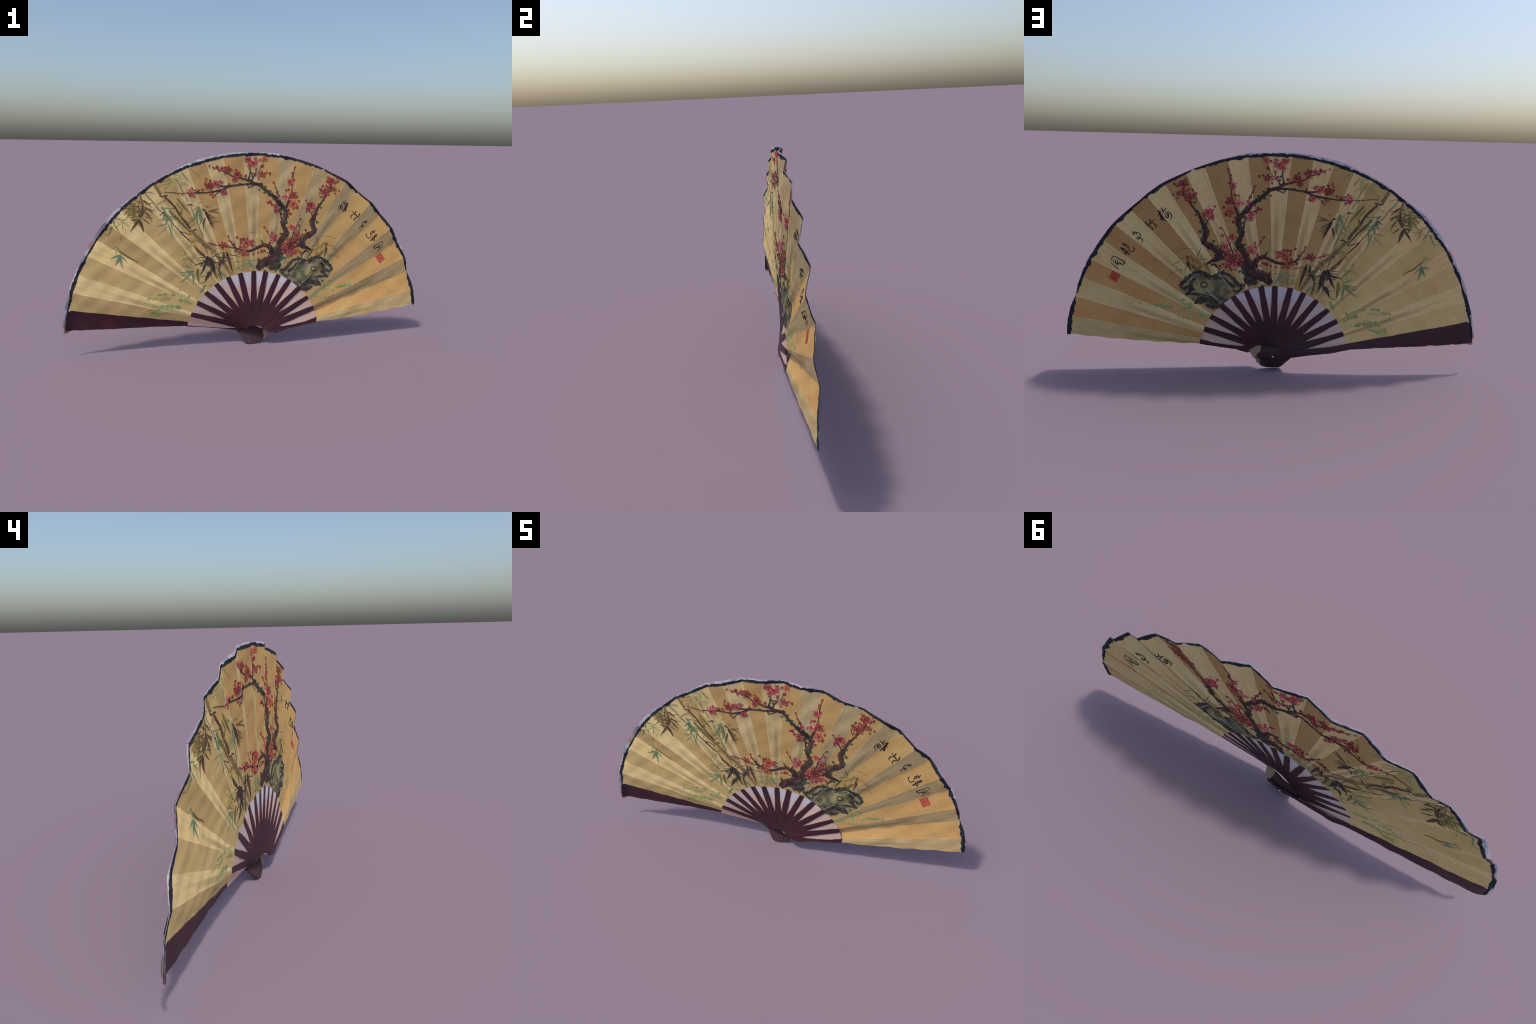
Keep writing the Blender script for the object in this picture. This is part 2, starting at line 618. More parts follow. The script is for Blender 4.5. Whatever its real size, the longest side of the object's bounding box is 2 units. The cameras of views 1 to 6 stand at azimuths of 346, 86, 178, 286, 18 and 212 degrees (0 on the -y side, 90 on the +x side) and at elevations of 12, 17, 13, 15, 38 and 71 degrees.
# --- left guard stick: broad at the rim, narrowing to the pivot, behind the ribs
GUARD_TOP = [(-.990, .246), (-.969, .251), (-.365, .140), (-.31, .130), (-.123, .107), (-.009, .094), (.045, .093), (.060, .085), (.068, .074)]
GUARD_LOW = [(-.998, .143), (-.98, .145), (-.89, .139), (-.737, .131), (-.541, .124), (-.386, .115), (-.31, .101), (-.18, .083), (-.106, .070), (-.072, .064), (0, .058), (.05, .055), (.062, .062), (.068, .073)]
GUARD_Y = [(-1.0, -.014), (-.97, -.010), (-.889, -.006), (-.765, .000), (-.57, .010), (-.40, .017), (-.30, .032), (-.1, .031), (0, .029), (.068, .016)]
GUARD_LOW_Y = [(-1.0, -.016), (-.975, -.004), (-.956, .002), (-.89, .005), (-.737, .014), (-.54, .024), (-.40, .028), (-.27, .040), (-.16, .033), (0, .029), (.068, .016)]
rows = []
for s in range(121):
    t = s / 120
    x = -.996 + 1.064 * t
    top, low = mix_table(GUARD_TOP, x), mix_table(GUARD_LOW, x)
    low += .0018 * mnoise.noise(Vector((x * 45, 1, 0)))
    top = max(top, low + .0005)
    row = []
    for c in range(7):
        u = c / 6
        xx = x + .022 * (1 - u) * max(0, 1 - t * 12)
        y = mix_table(GUARD_Y, x) * (1 - u) + mix_table(GUARD_LOW_Y, x) * u + .002 * math.sin(math.pi * u) + wrinkle(x * 1.5, u)
        row.append((xx, y, top + (low - top) * u))
    rows.append(row)
v, f = sheet(rows, .0022)
make('guard_stick', v, f, [LACQUER], sticks)

# torn pale fibres along the lower edge of the left guard, and the end that curls back
fr = random.Random(4)
rows = []
for s in range(161):
    x = -.999 + .60 * s / 160
    low = mix_table(GUARD_LOW, x)
    w = max(0, mnoise.noise(Vector((x * 30, 3, 0))) + .25 + .9 * max(0, (-x - .93) * 14)) * .006
    w *= mix_table([(-1, 1.1), (-.6, .6), (-.4, .1)], x)
    y = mix_table(GUARD_LOW_Y, x)
    rows.append([(x, y, low + .002), (x, y + .001, low - w - .0006)])
v, f = sheet(rows, .0008)
make('frayed_edge', v, f, [FRAY], sticks)
rows = []
for s in range(17):
    t = s / 16
    x, z = -.981 - .012 * math.sin(t * 1.6), .24 - .098 * t
    w = .013 * math.sin(math.pi * min(t * .75 + .12, 1))
    y = mix_table(GUARD_Y, x) - .006
    rows.append([(x + .004, y + .001, z), (x - .002, y + .35 * w, z), (x - .001, y + w, z - .002)])
v, f = sheet(rows, .0006)
make('curled_end', v, f, [ink('curled_end_grey', (104, 92, 98), (74, 66, 74), 40)], sticks)

# --- rib ends below the pivot: a small flared head with fine ridges
rows = []
for s in range(19):
    t = s / 18
    row = []
    for k in range(31):
        u = k / 30
        top = (-.112 + .222 * u, mix_table([(0, .084), (.25, .106), (.6, .112), (.8, .106), (1, .074)], u))
        low = (-.058 + .126 * u, mix_table([(0, .012), (.12, .001), (.35, .0), (.6, .003), (.8, .012), (1, .036)], u))
        bow = 4 * t * (1 - t)
        x = top[0] + (low[0] - top[0]) * t + bow * (.002 if u < .5 else -.013) * abs(2 * u - 1)
        z = top[1] + (low[1] - top[1]) * t
        front = mix_table([(0, .024), (.3, .0), (.5, -.008), (.8, -.028), (1, -.041)], u)
        back = mix_table([(0, .028), (.5, .020), (1, .006)], u)
        foot = mix_table([(0, -.006), (.31, -.013), (.65, -.006), (1, .001)], u)
        y = mix_table([(0, front), (.10, front), (.30, back), (1, foot)], t)
        y += .0012 * math.sin(u * 60) * min(max((t - .25) * 4, 0), 1)
        row.append((x, y, z))
    rows.append(row)
v, f = sheet(rows, .004)
make('rib_heads', v, f, [HEAD], sticks)

# --- pivot pin, seen front and back
v, f = [], []
for s in range(9):
    t = math.pi * s / 8
    for k in range(16):
        a = 2 * math.pi * k / 16
        v.append((PIVOT[0] + .0065 * math.sin(t) * math.cos(a), .033 - .008 * math.cos(t), PIVOT[1] - .002 + .0065 * math.sin(t) * math.sin(a)))
for s in range(8):
    for k in range(16):
        f.append((s * 16 + k, s * 16 + (k + 1) % 16, s * 16 + 16 + (k + 1) % 16, s * 16 + 16 + k))
make('pivot_pin', v, f, [PIN], sticks)

# ---------------------------------------------------------------- painting
L_WASH, L_ROCK, L_STALK, L_LEAF, L_BARK, L_MOSS, L_PETAL, L_STAMEN = .0010, .0016, .0013, .0015, .0019, .0022, .0025, .0029


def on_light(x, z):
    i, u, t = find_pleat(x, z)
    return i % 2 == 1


def wood(*pts, dark=False, name='plum_branch'):
    m = Marks()
    pts = [(x, z, w * .86) for x, z, w in pts]
    wide = max(p[2] for p in pts)
    ribbon(m, pts, BARK_DARK if dark or wide < 11 else BARK, L_BARK, .35 if wide > 8 else .2, 4 if wide > 12 else 1)
    if wide > 14:            # ink-dark flank on one side of thick wood
        ribbon(m, [(x + .0002 * w, z - .00025 * w, w * .45) for x, z, w in pts], BARK_DARK, L_BARK + .0002, .8, 2)
    m.object(name, painting)


def blossom(x, z, r, tint=None, petals=5):
    """five round petals about a dark heart with pale stamens; r in mm"""
    r *= .00092
    m = Marks()
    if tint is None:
        tint = rng.choice([ROSE, ROSE, PINK]) if on_light(x, z) else rng.choice([CRIMSON, CRIMSON, CORAL])  # reds darkened on ochre pleats to follow their baked shading
    turn = rng.uniform(0, 6.28)
    squash = rng.uniform(.75, 1)
    for k in range(petals):
        a = turn + 6.283 * k / 5
        px, pz = x + .60 * r * math.cos(a), z + .60 * r * math.sin(a) * squash
        s = r * rng.uniform(.28, .42)
        spot(m, px, pz, s, s * rng.uniform(.85, 1), a, tint, L_PETAL)
    if r > .008:
        spot(m, x, z, r * .2, r * .2, 0, PIP, L_STAMEN - .0001)
        for k in range(9):
            a = turn + 6.283 * k / 9 + rng.uniform(-.2, .2)
            q = r * rng.uniform(.3, .62)
            spot(m, x + q * math.cos(a), z + q * math.sin(a), .0011, .0011, 0, STAMEN if k % 3 else PIP, L_STAMEN, 6)
    for k in range(3):                       # loose stamen ticks and a stray bud
        a = rng.uniform(0, 6.28)
        q, l = r * rng.uniform(.9, 1.1), r * rng.uniform(.2, .45)
        ribbon(m, [(x + q * math.cos(a), z + q * math.sin(a), .9), (x + (q + l) * math.cos(a + .2), z + (q + l) * math.sin(a + .2), .7)], PIP, L_BARK)
    m.object('plum_blossom', painting)


def buds(*pts):
    """round closed buds (x, z, radius mm) with a dark calyx"""
    for x, z, r in pts:
        m = Marks()
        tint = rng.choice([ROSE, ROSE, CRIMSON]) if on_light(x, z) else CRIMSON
        spot(m, x, z, r * .001, r * .00085, rng.uniform(0, 3), tint, L_PETAL)
        if r > 3.5:
            a = rng.uniform(3.6, 5.8)
            spot(m, x + .0009 * r * math.cos(a), z + .0009 * r * math.sin(a), r * .0004, r * .0003, a, PIP, L_STAMEN - .0001, 6)
        m.object('plum_bud', painting)


def moss(*pts):
    for x, z, r in pts:
        m = Marks()
        spot(m, x, z, r * .001, r * .00065, rng.uniform(-.6, .6), MOSS, L_MOSS, 8, .25)
        m.object('moss_dab', painting)


def leaves(mat, *pts):
    """bamboo leaves (stem x, z, tip x, z, width mm)"""
    for x0, z0, x1, z1, w in pts:
        m = Marks()
        m.n = rng.randrange(9)
        blade(m, (x0, z0), (x1, z1), w, mat, rng.uniform(-.12, .12), L_LEAF)
        m.object('bamboo_leaf', painting)


def stalk(mat, *pts):
    m = Marks()
    ribbon(m, pts, mat, L_STALK, .15, 2)
    m.object('bamboo_stalk', painting)


def dabs(mat, *pts):
    m = Marks()
    for x, z, rx, rz, turn in pts:
        spot(m, x, z, rx * .001, rz * .001, math.radians(turn), mat, L_WASH, 10, .25)
    m.object('grass_wash', painting, True)


def writing(*strokes):
    m = Marks()
    for s in strokes:
        ribbon(m, [(x, z, w * 1.25) for x, z, w in s], INK, L_LEAF, .15, 1, .003)
    m.object('written_character', painting)


def rock_line(mat, d, *strokes):
    m = Marks()
    for s in strokes:
        ribbon(m, s, mat, d, .5 if mat is ROCK_INK else .2, 2)
    m.object('rock_contour', painting)


def spray(mat, x, z, n, reach, aim, spread=60, width=3.0):
    """a loose fan of slim bamboo leaves hanging from one node; aim in degrees"""
    for k in range(n):
        a = math.radians(aim + rng.uniform(-spread, spread))
        l = reach * rng.uniform(.45, 1)
        s = rng.uniform(0, .35) * l
        x0, z0 = x + s * math.cos(a + .6), z + s * math.sin(a + .6)
        leaves(mat, (x0, z0, x0 + l * math.cos(a), z0 + l * math.sin(a), width * rng.uniform(.4, 1)))


def rock_body(upper, lower):
    m = Marks()
    up, low = curve([(x, z, 0) for x, z in upper], .006), curve([(x, z, 0) for x, z in lower], .006)
    n = 40
    rows = []
    for i in range(n + 1):
        a, b = up[round(i * (len(up) - 1) / n)], low[round(i * (len(low) - 1) / n)]
        rows.append([(a[0] + (b[0] - a[0]) * k / 14, a[1] + (b[1] - a[1]) * k / 14) for k in range(15)])
    m.loft(rows, ROCK, L_ROCK)
    m.object('scholar_rock', painting)


def seal(p, q, r, s):
    """square red stamp: four blocks, each cut by pale seal-script lines"""
    m = Marks()

    def at(u, v):
        return tuple((p[k] * (1 - u) + q[k] * u) * (1 - v) + (s[k] * (1 - u) + r[k] * u) * v for k in (0, 1))
    for a in (0, 1):
        for b in (0, 1):
            u0, v0 = .52 * a, .52 * b
            m.loft([[at(u0 + .48 * i / 3, v0 + .48 * j / 3) for j in range(4)] for i in range(4)], SEAL, L_LEAF)
            for k in range(3):
                v = v0 + .10 + .13 * k
                x, z = at(u0 + .1, v)
                x1, z1 = at(u0 + .38, v + (.03 if (a + k) % 2 else -.02))
                ribbon(m, [(x, z, .9), (x1, z1, .8)], SEAL_LINE, L_LEAF + .0005)
            x, z = at(u0 + .24, v0 + .06)
            x1, z1 = at(u0 + (.30 if a else .18), v0 + .42)
            ribbon(m, [(x, z, .8), (x1, z1, .7)], SEAL_LINE, L_LEAF + .0006)
    m.object('red_seal', painting)

# --- washes of grass along the foot of the picture
dabs(WASH_GREEN, (0.481, 0.301, 7, 16, 100), (0.499, 0.304, 7, 16, 105), (0.520, 0.305, 8, 16, 105), (0.547, 0.309, 10, 12, 60), (0.583, 0.307, 7, 3, 20), (0.656, 0.331, 6, 2, 10), (0.628, 0.322, 10, 3, 30))
dabs(WASH_GREEN, (0.312, 0.254, 11, 14, 60), (0.339, 0.263, 10, 16, 100), (0.373, 0.246, 8, 6, 0), (0.400, 0.246, 8, 10, 90), (0.424, 0.244, 8, 5, 10), (0.446, 0.255, 9, 3, 15), (0.497, 0.255, 8, 2, 10), (0.410, 0.293, 9, 3, -20))
dabs(WASH, (0.392, 0.296, 14, 28, 10), (0.419, 0.323, 16, 21, 0), (0.442, 0.293, 6, 28, 8))
dabs(WASH, (-0.492, 0.235, 24, 14, 15), (-0.459, 0.236, 21, 16, 10), (-0.539, 0.199, 31, 16, -8), (-0.394, 0.285, 28, 16, -25), (-0.375, 0.263, 21, 10, -20), (-0.544, 0.288, 21, 9, 10), (-0.594, 0.258, 10, 10, 0), (-0.491, 0.285, 24, 10, 0), (-0.555, 0.248, 14, 7, 0))
dabs(WASH_GREEN, (-0.517, 0.306, 10, 7, 0), (-0.491, 0.308, 12, 6, 10), (-0.554, 0.288, 8, 5, 0), (-0.573, 0.286, 7, 5, 30), (-0.422, 0.230, 16, 10, -20), (-0.505, 0.240, 9, 14, 80), (-0.483, 0.203, 9, 5, 0), (-0.526, 0.225, 9, 6, 20), (-0.549, 0.203, 14, 6, 10), (-0.500, 0.201, 10, 5, 10), (-0.364, 0.286, 9, 7, 30), (-0.405, 0.269, 14, 8, -10), (-0.320, 0.259, 7, 3, -45), (-0.358, 0.251, 12, 5, -30), (-0.445, 0.303, 14, 5, -20), (-0.410, 0.323, 7, 3, -20))

# --- bamboo stalks
stalk(STALK, (-0.525, 0.873, 13.9), (-0.510, 0.846, 15.9), (-0.498, 0.827, 13.9))
stalk(LEAF_BROWN, (-0.479, 0.815, 10.4), (-0.451, 0.788, 9.7), (-0.429, 0.763, 9.0), (-0.404, 0.725, 7.6), (-0.382, 0.692, 8.3), (-0.353, 0.650, 12.5))
stalk(STALK, (-0.343, 0.637, 15.9), (-0.307, 0.597, 13.9), (-0.274, 0.567, 15.3), (-0.241, 0.535, 18.7), (-0.203, 0.493, 19.4), (-0.172, 0.453, 17.3), (-0.138, 0.398, 15.9))
stalk(LEAF_INK, (-0.504, 0.821, 7.6), (-0.492, 0.817, 4.9), (-0.476, 0.822, 6.2), (-0.463, 0.821, 3.5))
stalk(LEAF_INK, (-0.356, 0.640, 6.9), (-0.340, 0.639, 4.2), (-0.327, 0.647, 5.5), (-0.319, 0.641, 4.2))
stalk(LEAF_BROWN, (-0.455, 0.750, 3.5), (-0.430, 0.715, 7.6), (-0.398, 0.682, 6.9), (-0.350, 0.621, 3.5), (-0.405, 0.636, 4.2), (-0.359, 0.588, 4.2), (-0.311, 0.537, 6.2), (-0.291, 0.516, 8.3))
stalk(LEAF_BROWN, (-0.438, 0.674, 3.5), (-0.399, 0.632, 4.2), (-0.347, 0.577, 4.2), (-0.318, 0.537, 4.2), (-0.278, 0.509, 4.9))
stalk(STALK, (-0.401, 0.709, 2.1), (-0.366, 0.662, 2.1), (-0.317, 0.594, 2.1), (-0.268, 0.536, 2.8))
stalk(STALK, (-0.307, 0.618, 2.1), (-0.284, 0.584, 2.8), (-0.261, 0.546, 2.8), (-0.227, 0.514, 2.8))
stalk(STALK_GREY, (-0.577, 0.838, 5.5), (-0.562, 0.815, 6.9), (-0.540, 0.793, 6.2), (-0.519, 0.763, 7.6), (-0.500, 0.742, 7.6))
stalk(LEAF_BROWN, (-0.482, 0.725, 6.9), (-0.463, 0.705, 5.5), (-0.437, 0.675, 4.9))
stalk(STALK, (-0.603, 0.837, 4.9), (-0.595, 0.807, 9.0), (-0.590, 0.778, 10.4))
stalk(LEAF_BROWN, (-0.590, 0.781, 9.0), (-0.592, 0.746, 9.7), (-0.606, 0.712, 11.8))
stalk(STALK_GREY, (-0.434, 0.917, 3.5), (-0.412, 0.885, 4.9), (-0.390, 0.846, 4.2), (-0.363, 0.794, 4.9))
stalk(STALK_GREY, (-0.349, 0.767, 4.9), (-0.330, 0.715, 6.2), (-0.308, 0.662, 6.9), (-0.286, 0.604, 4.9))
stalk(LEAF_INK, (-0.369, 0.776, 4.2), (-0.359, 0.771, 2.8), (-0.350, 0.777, 6.9), (-0.339, 0.768, 3.5))
stalk(LEAF_INK, (-0.506, 0.725, 4.9), (-0.494, 0.729, 2.8))
stalk(LEAF_INK, (-0.497, 0.736, 5.5), (-0.486, 0.735, 8.3), (-0.478, 0.732, 5.5))
stalk(STALK, (-0.580, 0.835, 2.1), (-0.558, 0.841, 2.8), (-0.533, 0.832, 2.8))
stalk(LEAF_BROWN, (-0.293, 0.563, 9.0), (-0.281, 0.563, 6.9), (-0.268, 0.546, 4.2))
stalk(LEAF_OLIVE, (-0.708, 0.548, 2.8), (-0.687, 0.527, 6.2), (-0.665, 0.510, 6.9), (-0.647, 0.501, 5.5), (-0.622, 0.485, 2.8))
stalk(LEAF_GREEN, (-0.727, 0.568, 2.8), (-0.714, 0.551, 4.2), (-0.701, 0.528, 4.2))
stalk(LEAF_OLIVE, (-0.388, 0.534, 3.5), (-0.369, 0.499, 4.9), (-0.339, 0.471, 4.9))

# --- bamboo leaves
leaves(LEAF_BROWN, (-0.609, 0.702, -0.655, 0.642, 11.8), (-0.609, 0.702, -0.587, 0.635, 16.6), (-0.588, 0.801, -0.545, 0.763, 9.0), (-0.603, 0.705, -0.654, 0.698, 9.0), (-0.573, 0.765, -0.594, 0.718, 6.2), (-0.621, 0.751, -0.601, 0.710, 5.5), (-0.578, 0.746, -0.545, 0.690, 4.9), (-0.590, 0.709, -0.551, 0.677, 4.9))
leaves(LEAF_BROWN, (-0.595, 0.772, -0.663, 0.769, 3.1), (-0.579, 0.781, -0.531, 0.789, 2.4), (-0.575, 0.756, -0.529, 0.750, 2.8), (-0.615, 0.765, -0.603, 0.817, 2.8), (-0.594, 0.785, -0.631, 0.803, 2.4), (-0.580, 0.720, -0.543, 0.711, 2.4), (-0.592, 0.746, -0.623, 0.740, 2.8), (-0.593, 0.723, -0.658, 0.727, 2.8), (-0.582, 0.772, -0.545, 0.739, 2.4), (-0.604, 0.756, -0.653, 0.787, 2.4), (-0.580, 0.733, -0.549, 0.723, 2.1))
leaves(LEAF_OLIVE, (-0.635, 0.769, -0.639, 0.701, 15.9), (-0.640, 0.707, -0.628, 0.684, 9.0), (-0.644, 0.762, -0.683, 0.727, 6.2), (-0.639, 0.746, -0.679, 0.702, 5.5), (-0.622, 0.786, -0.669, 0.774, 4.9), (-0.620, 0.733, -0.648, 0.753, 4.2), (-0.618, 0.717, -0.664, 0.714, 4.2), (-0.610, 0.765, -0.650, 0.775, 3.5), (-0.599, 0.733, -0.570, 0.746, 2.8))
leaves(LEAF_GREEN, (-0.733, 0.710, -0.729, 0.677, 9.7), (-0.731, 0.681, -0.706, 0.645, 9.0), (-0.740, 0.676, -0.753, 0.650, 11.1), (-0.750, 0.653, -0.766, 0.627, 6.2), (-0.726, 0.712, -0.678, 0.700, 4.2), (-0.696, 0.694, -0.659, 0.667, 3.1), (-0.693, 0.697, -0.689, 0.653, 3.1), (-0.664, 0.714, -0.718, 0.689, 2.4), (-0.697, 0.687, -0.722, 0.673, 2.1), (-0.765, 0.632, -0.793, 0.638, 2.1))
leaves(LEAF_TEAL, (-0.496, 0.766, -0.473, 0.730, 10.4), (-0.483, 0.735, -0.492, 0.700, 7.6), (-0.478, 0.733, -0.456, 0.713, 9.0), (-0.464, 0.747, -0.422, 0.683, 6.9), (-0.498, 0.761, -0.440, 0.758, 4.9), (-0.466, 0.717, -0.479, 0.671, 4.2), (-0.464, 0.678, -0.438, 0.601, 7.6), (-0.468, 0.726, -0.450, 0.700, 4.2))
leaves(LEAF_GREEN, (-0.443, 0.704, -0.446, 0.639, 9.0), (-0.467, 0.681, -0.520, 0.670, 4.2), (-0.465, 0.672, -0.518, 0.621, 3.1), (-0.476, 0.701, -0.515, 0.703, 2.8), (-0.463, 0.697, -0.426, 0.725, 2.4), (-0.466, 0.691, -0.482, 0.711, 2.4))
leaves(LEAF_OLIVE, (-0.456, 0.750, -0.397, 0.677, 12.5), (-0.421, 0.811, -0.352, 0.727, 13.9), (-0.425, 0.790, -0.386, 0.745, 5.5), (-0.398, 0.749, -0.400, 0.702, 11.1), (-0.525, 0.776, -0.476, 0.801, 1.7))
leaves(LEAF_INK, (-0.426, 0.760, -0.404, 0.709, 5.5), (-0.426, 0.752, -0.425, 0.772, 3.1), (-0.429, 0.760, -0.448, 0.758, 3.1))
leaves(LEAF_GREEN, (-0.304, 0.767, -0.339, 0.687, 10.4), (-0.305, 0.763, -0.280, 0.657, 6.9), (-0.304, 0.766, -0.347, 0.740, 2.8), (-0.327, 0.712, -0.357, 0.705, 3.1), (-0.320, 0.685, -0.351, 0.657, 3.5), (-0.330, 0.709, -0.340, 0.687, 4.2), (-0.350, 0.729, -0.366, 0.742, 2.1))
leaves(LEAF_TEAL, (-0.330, 0.712, -0.303, 0.642, 5.5), (-0.301, 0.645, -0.286, 0.597, 4.2))
leaves(LEAF_PALE, (-0.395, 0.938, -0.358, 0.896, 13.2), (-0.404, 0.932, -0.402, 0.877, 18.0), (-0.440, 0.913, -0.413, 0.858, 10.4), (-0.401, 0.885, -0.361, 0.874, 4.9), (-0.410, 0.929, -0.430, 0.923, 4.9), (-0.395, 0.891, -0.366, 0.884, 3.5), (-0.351, 0.963, -0.308, 0.926, 7.6), (-0.453, 0.913, -0.490, 0.891, 5.5), (-0.447, 0.891, -0.491, 0.875, 4.9), (-0.453, 0.872, -0.485, 0.859, 3.5), (-0.441, 0.885, -0.422, 0.853, 4.2), (-0.503, 0.871, -0.528, 0.865, 3.5))
leaves(LEAF_OLIVE, (-0.395, 0.938, -0.358, 0.896, 5.5), (-0.348, 0.958, -0.310, 0.927, 2.8), (-0.427, 0.910, -0.396, 0.852, 2.4))
leaves(LEAF_INK, (-0.273, 0.739, -0.231, 0.651, 17.3), (-0.274, 0.707, -0.286, 0.646, 9.0), (-0.289, 0.751, -0.267, 0.740, 9.0), (-0.295, 0.723, -0.289, 0.693, 3.1), (-0.292, 0.697, -0.303, 0.681, 2.8))
leaves(LEAF_BROWN, (-0.255, 0.742, -0.206, 0.735, 3.1), (-0.265, 0.725, -0.225, 0.708, 2.4), (-0.261, 0.709, -0.220, 0.706, 1.7), (-0.246, 0.744, -0.209, 0.757, 1.7), (-0.233, 0.683, -0.207, 0.686, 1.4), (-0.268, 0.761, -0.254, 0.766, 2.8), (-0.304, 0.779, -0.294, 0.792, 1.4))
leaves(LEAF_GREEN, (-0.304, 0.766, -0.330, 0.707, 7.6), (-0.304, 0.764, -0.291, 0.690, 6.9), (-0.329, 0.708, -0.307, 0.644, 5.5), (-0.291, 0.697, -0.307, 0.668, 3.1))
leaves(LEAF_TEAL, (-0.706, 0.526, -0.734, 0.475, 17.3), (-0.706, 0.525, -0.696, 0.450, 11.1), (-0.703, 0.521, -0.673, 0.487, 6.2), (-0.704, 0.526, -0.757, 0.512, 8.3))
leaves(LEAF_PALE, (-0.727, 0.548, -0.732, 0.499, 4.9), (-0.723, 0.552, -0.751, 0.565, 3.5), (-0.382, 0.520, -0.408, 0.513, 3.5), (-0.372, 0.499, -0.382, 0.534, 5.5), (-0.349, 0.485, -0.328, 0.514, 4.9), (-0.382, 0.496, -0.401, 0.510, 2.8), (-0.342, 0.519, -0.349, 0.488, 5.5))
leaves(LEAF_PALE, (-0.347, 0.584, -0.326, 0.537, 9.0), (-0.360, 0.572, -0.382, 0.541, 4.9), (-0.370, 0.595, -0.364, 0.562, 3.5), (-0.719, 0.581, -0.711, 0.551, 5.5), (-0.699, 0.631, -0.708, 0.598, 2.1), (-0.726, 0.574, -0.751, 0.555, 3.5))
leaves(LEAF_GREEN, (-0.343, 0.424, -0.409, 0.368, 15.3), (-0.345, 0.420, -0.339, 0.350, 13.2), (-0.340, 0.436, -0.393, 0.455, 5.2), (-0.340, 0.429, -0.404, 0.421, 6.9), (-0.332, 0.432, -0.385, 0.470, 2.8), (-0.332, 0.439, -0.365, 0.471, 2.1), (-0.269, 0.396, -0.305, 0.396, 3.5), (-0.275, 0.364, -0.314, 0.354, 3.8), (-0.258, 0.341, -0.235, 0.352, 4.2), (-0.295, 0.458, -0.338, 0.474, 2.8))
leaves(LEAF_OLIVE, (-0.317, 0.441, -0.308, 0.355, 16.6), (-0.332, 0.425, -0.372, 0.416, 2.8), (-0.210, 0.382, -0.232, 0.414, 3.1), (-0.193, 0.367, -0.220, 0.421, 3.1), (-0.220, 0.361, -0.234, 0.390, 2.8))
leaves(LEAF_TEAL, (-0.280, 0.335, -0.308, 0.304, 9.7), (-0.292, 0.339, -0.268, 0.342, 5.5), (-0.372, 0.492, -0.397, 0.503, 3.5))
leaves(LEAF_INK, (-0.258, 0.502, -0.304, 0.402, 18.7), (-0.251, 0.498, -0.219, 0.387, 29.1), (-0.246, 0.421, -0.279, 0.362, 20.1), (-0.261, 0.478, -0.338, 0.457, 10.4), (-0.264, 0.505, -0.261, 0.446, 20.8), (-0.176, 0.523, -0.178, 0.459, 11.8), (-0.164, 0.526, -0.128, 0.403, 15.9), (-0.191, 0.475, -0.207, 0.419, 11.8), (-0.207, 0.434, -0.186, 0.369, 8.3), (-0.200, 0.472, -0.169, 0.470, 17.3))
leaves(LEAF_INK, (-0.261, 0.485, -0.313, 0.480, 4.5), (-0.266, 0.495, -0.306, 0.516, 4.9), (-0.266, 0.498, -0.316, 0.493, 3.8), (-0.241, 0.498, -0.176, 0.523, 2.8), (-0.248, 0.509, -0.213, 0.547, 2.4), (-0.234, 0.474, -0.205, 0.464, 4.5), (-0.227, 0.449, -0.247, 0.439, 3.1), (-0.186, 0.468, -0.221, 0.454, 4.5), (-0.175, 0.467, -0.149, 0.484, 3.1), (-0.186, 0.462, -0.160, 0.453, 3.1), (-0.203, 0.486, -0.149, 0.509, 2.4), (-0.153, 0.509, -0.089, 0.496, 3.1), (-0.221, 0.436, -0.190, 0.430, 2.8), (-0.261, 0.467, -0.309, 0.449, 3.1), (-0.224, 0.428, -0.234, 0.414, 2.8), (-0.248, 0.404, -0.238, 0.383, 2.8), (-0.274, 0.543, -0.261, 0.509, 3.1), (-0.294, 0.513, -0.277, 0.507, 3.1), (-0.324, 0.537, -0.297, 0.513, 3.1), (-0.213, 0.514, -0.235, 0.498, 2.8), (-0.189, 0.492, -0.221, 0.501, 2.4))
leaves(LEAF_GREEN, (-0.074, 0.482, -0.042, 0.417, 13.9), (-0.064, 0.496, -0.079, 0.453, 3.1), (-0.084, 0.430, -0.129, 0.428, 2.4), (-0.082, 0.467, -0.124, 0.473, 2.4), (-0.119, 0.453, -0.073, 0.419, 2.1), (-0.084, 0.451, -0.112, 0.418, 2.4), (-0.043, 0.473, 0.007, 0.472, 2.8), (-0.022, 0.446, 0.000, 0.441, 2.1), (-0.080, 0.420, -0.079, 0.434, 4.2), (-0.091, 0.427, -0.105, 0.445, 2.1))
leaves(LEAF_TEAL, (-0.050, 0.480, -0.014, 0.418, 15.3), (-0.194, 0.420, -0.157, 0.378, 9.0))
leaves(LEAF_PALE, (0.011, 0.624, -0.008, 0.567, 5.5), (0.021, 0.621, 0.030, 0.578, 6.2), (0.006, 0.629, 0.015, 0.579, 5.5), (-0.004, 0.623, -0.043, 0.626, 1.4), (0.031, 0.609, 0.057, 0.592, 1.4))
leaves(LEAF_OLIVE, (0.385, 0.562, 0.366, 0.515, 8.3), (0.333, 0.515, 0.383, 0.549, 5.5), (0.353, 0.545, 0.330, 0.599, 4.9), (0.305, 0.541, 0.360, 0.542, 3.1), (0.390, 0.592, 0.454, 0.575, 1.7), (0.407, 0.538, 0.442, 0.541, 2.1), (0.432, 0.530, 0.471, 0.510, 3.5), (0.359, 0.515, 0.329, 0.561, 2.1), (0.366, 0.595, 0.397, 0.590, 1.4))
